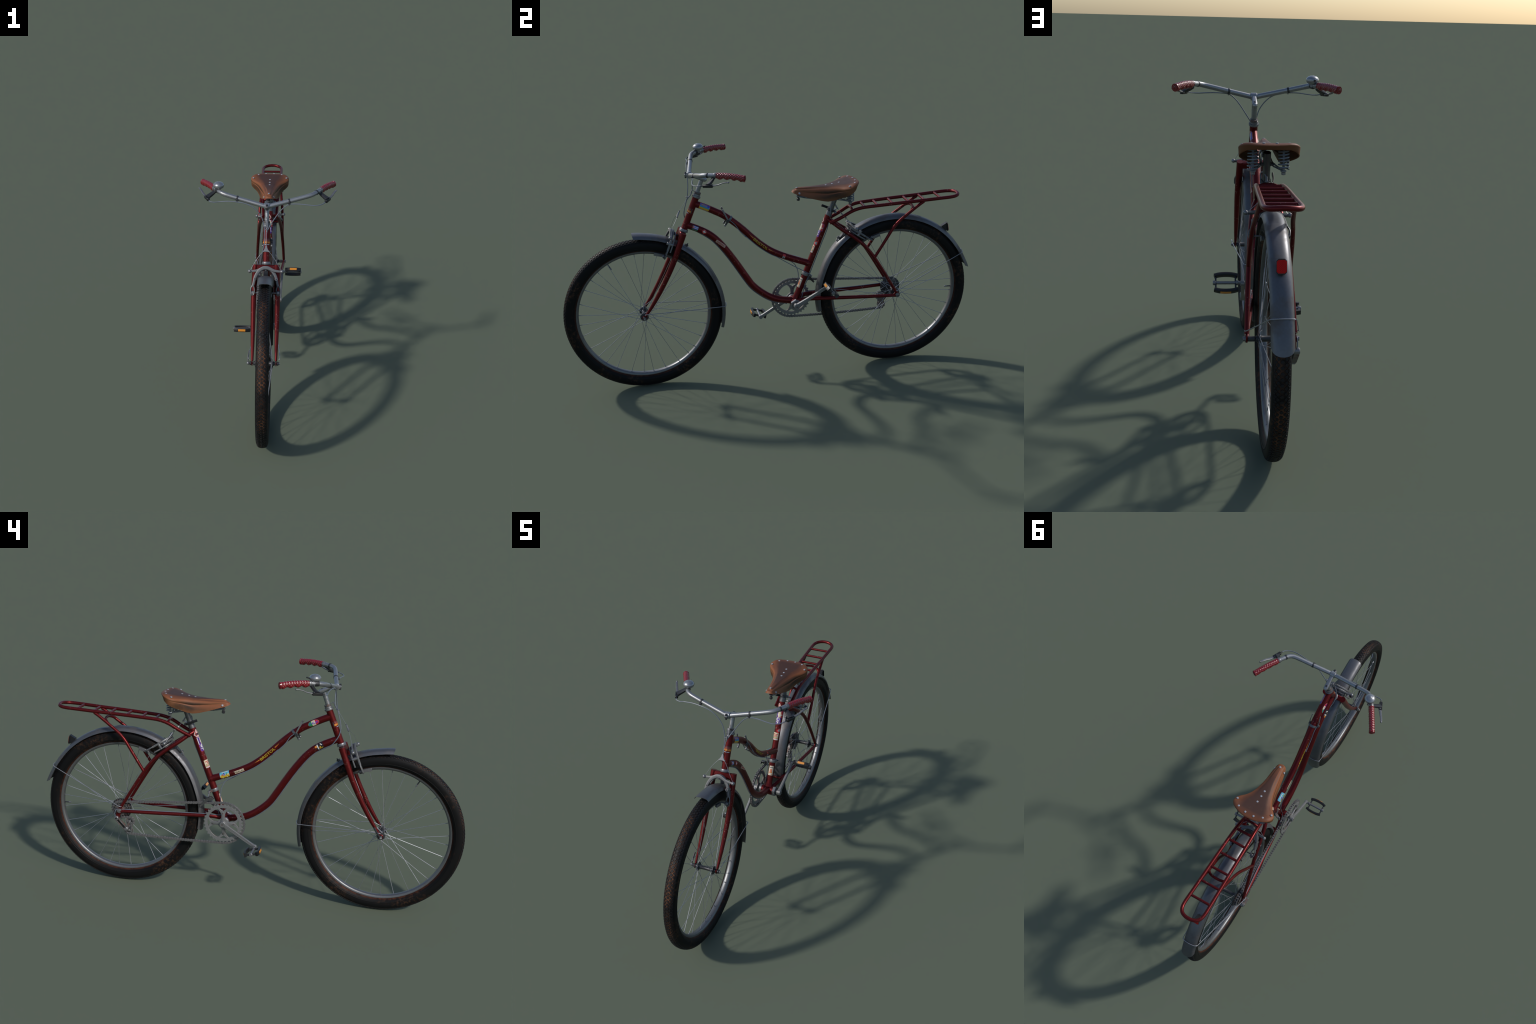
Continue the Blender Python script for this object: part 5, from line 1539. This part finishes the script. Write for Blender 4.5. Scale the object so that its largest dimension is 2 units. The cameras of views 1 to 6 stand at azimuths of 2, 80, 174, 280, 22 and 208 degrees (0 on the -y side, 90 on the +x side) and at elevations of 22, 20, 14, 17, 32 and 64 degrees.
seat_sticker(0.2560, 6, [(rect(-0.0200, 0.0200, -0.0180, 0.0180), VIOLET, 0), (rect(-0.0195, -0.0165, -0.0175, 0.0175), WHITE, 1), (rect(0.0085, 0.0185, -0.0170, 0.0170), REDI, 1), (poly([(-0.0060, -0.0165), (0.0070, -0.0165), (0.0090, -0.002), (0.0060, 0.0165), (-0.0040, 0.0165), (-0.0080, 0.004)]), CREAM, 1), (rect(-0.0090, 0.0090, -0.0060, -0.0020), WHITE, 2), (poly([(0.010, -0.008), (0.017, -0.004), (0.011, 0.002)]), CREAM, 2)])
seat_sticker(0.2400, -10, [(rounded(0, 0, 0.0165, 0.0195, 0.006), MAG, 0), (rounded(0, 0, 0.0152, 0.0182, 0.0055), VIOLET, 1), (ell(0, 0.0065, 0.0100, 0.0092, 26), WHITE, 2), (ell(0.0015, 0.0065, 0.0062, 0.0062, 22), ink(0.14, 0.06, 0.45), 3), (art_text("NY", 0.0085, -0.0035, 0.0065, 0.010, 0.03), WHITE, 4), (rect(-0.0110, 0.0110, -0.0078, -0.0050), WHITE, 2), (poly([(-0.0035, -0.0080), (0.0035, -0.0080), (0.0010, -0.0160), (-0.0020, -0.0160)]), WHITE, 2)])
seat_sticker(0.2215, 36, [(poly([(-0.0105, -0.001), (-0.0035, -0.0175), (0.0115, -0.0075), (0.0120, 0.0165)]), REDI, 0), (poly([(-0.0055, -0.001), (-0.001, -0.0035), (-0.0025, -0.0085), (0.0035, -0.0055), (0.0090, -0.0070), (0.0080, 0.0005), (0.0095, 0.0045), (0.0035, 0.0065), (0.0005, 0.0035)]), GREY, 1)])
seat_sticker(0.2100, -18, [(rounded(0, 0, 0.0185, 0.0192, 0.003), CREAM, 0), (rect(-0.0150, 0.0150, 0.0090, 0.0125), SALMON, 1), (rect(-0.0080, 0.0120, 0.0030, 0.0062), SALMON, 1), (rect(-0.0130, 0.0140, -0.0035, -0.0005), SALMON, 1), (rect(-0.0170, 0.0170, -0.0088, -0.0066), GREEN, 1), (rect(-0.0160, 0.0160, -0.0130, -0.0098), ink(0.48, 0.14, 0.09), 1), (rect(-0.0160, 0.0160, -0.0168, -0.0140), ink(0.40, 0.36, 0.52), 1)])
seat_sticker(0.1445, 14, [(rect(-0.0125, 0.0125, -0.0250, 0.0250), CREAM, 0), (rect(-0.0105, 0.0105, -0.0225, 0.0230), ink(0.55, 0.48, 0.40), 1), (rect(-0.0085, 0.0085, 0.0145, 0.0175), INKY, 2), (poly([(-0.0070, -0.0110), (0.0070, -0.0110), (0.0045, 0.0080), (-0.0045, 0.0080)]), ink(0.50, 0.17, 0.09), 2), (rect(-0.0085, 0.0085, -0.0125, -0.0095), ORANGE, 3), (ell(0.0060, -0.0190, 0.0024, 0.0024, 12), ORANGE, 2)])
# head badge: orange shield on a dark oval wrapped round the head tube
def head_badge():
    c0 = HEAD_B + (HEAD_A - HEAD_B) * 0.585
    d = hd
    fwd = unit(np.cross(V(1, 0, 0), d)); fwd = fwd if fwd[1] < 0 else -fwd
    g = Geo()
    def band(v0, v1, a0, a1, h, mat):
        n = 24
        v, f = [], []
        for i in range(n + 1):
            ph = math.radians(a0 + (a1 - a0) * i / n)
            e = fwd * math.cos(ph) + V(1, 0, 0) * math.sin(ph)
            for vv, hh in ((v0, -0.0003), (v0, h), (v1, h), (v1, -0.0003)):
                v.append(c0 + d * vv + e * (0.0158 + hh))
        for i in range(n):
            for q in range(4):
                f.append([i * 4 + q, i * 4 + (q + 1) % 4, (i + 1) * 4 + (q + 1) % 4, (i + 1) * 4 + q])
        f += [[0, 1, 2, 3], [n * 4 + 3, n * 4 + 2, n * 4 + 1, n * 4]]
        g.add((v, f), mat)
    band(0.0105, 0.0125, -75, 75, 0.0004, ink(0.05, 0.03, 0.03))
    band(0.0010, 0.0090, -70, 70, 0.0003, ink(0.22, 0.03, 0.02))
    band(0.0060, 0.0072, -72, 72, 0.0005, ink(0.05, 0.03, 0.03))
    band(-0.0085, 0.0000, -85, -30, 0.0005, ORANGE)
    band(-0.0085, 0.0000, -22, 22, 0.0005, ORANGE)
    band(-0.0085, 0.0000, 30, 85, 0.0005, ORANGE)
    band(-0.0155, -0.0125, -55, 55, 0.0006, RIVET)
    for s in (1, -1):
        band(-0.0100, 0.0115, s * 86, s * 100, 0.0005, ink(0.05, 0.045, 0.05))
    make("head_badge", g, FRAME)
head_badge()
bpy.context.view_layer.update()
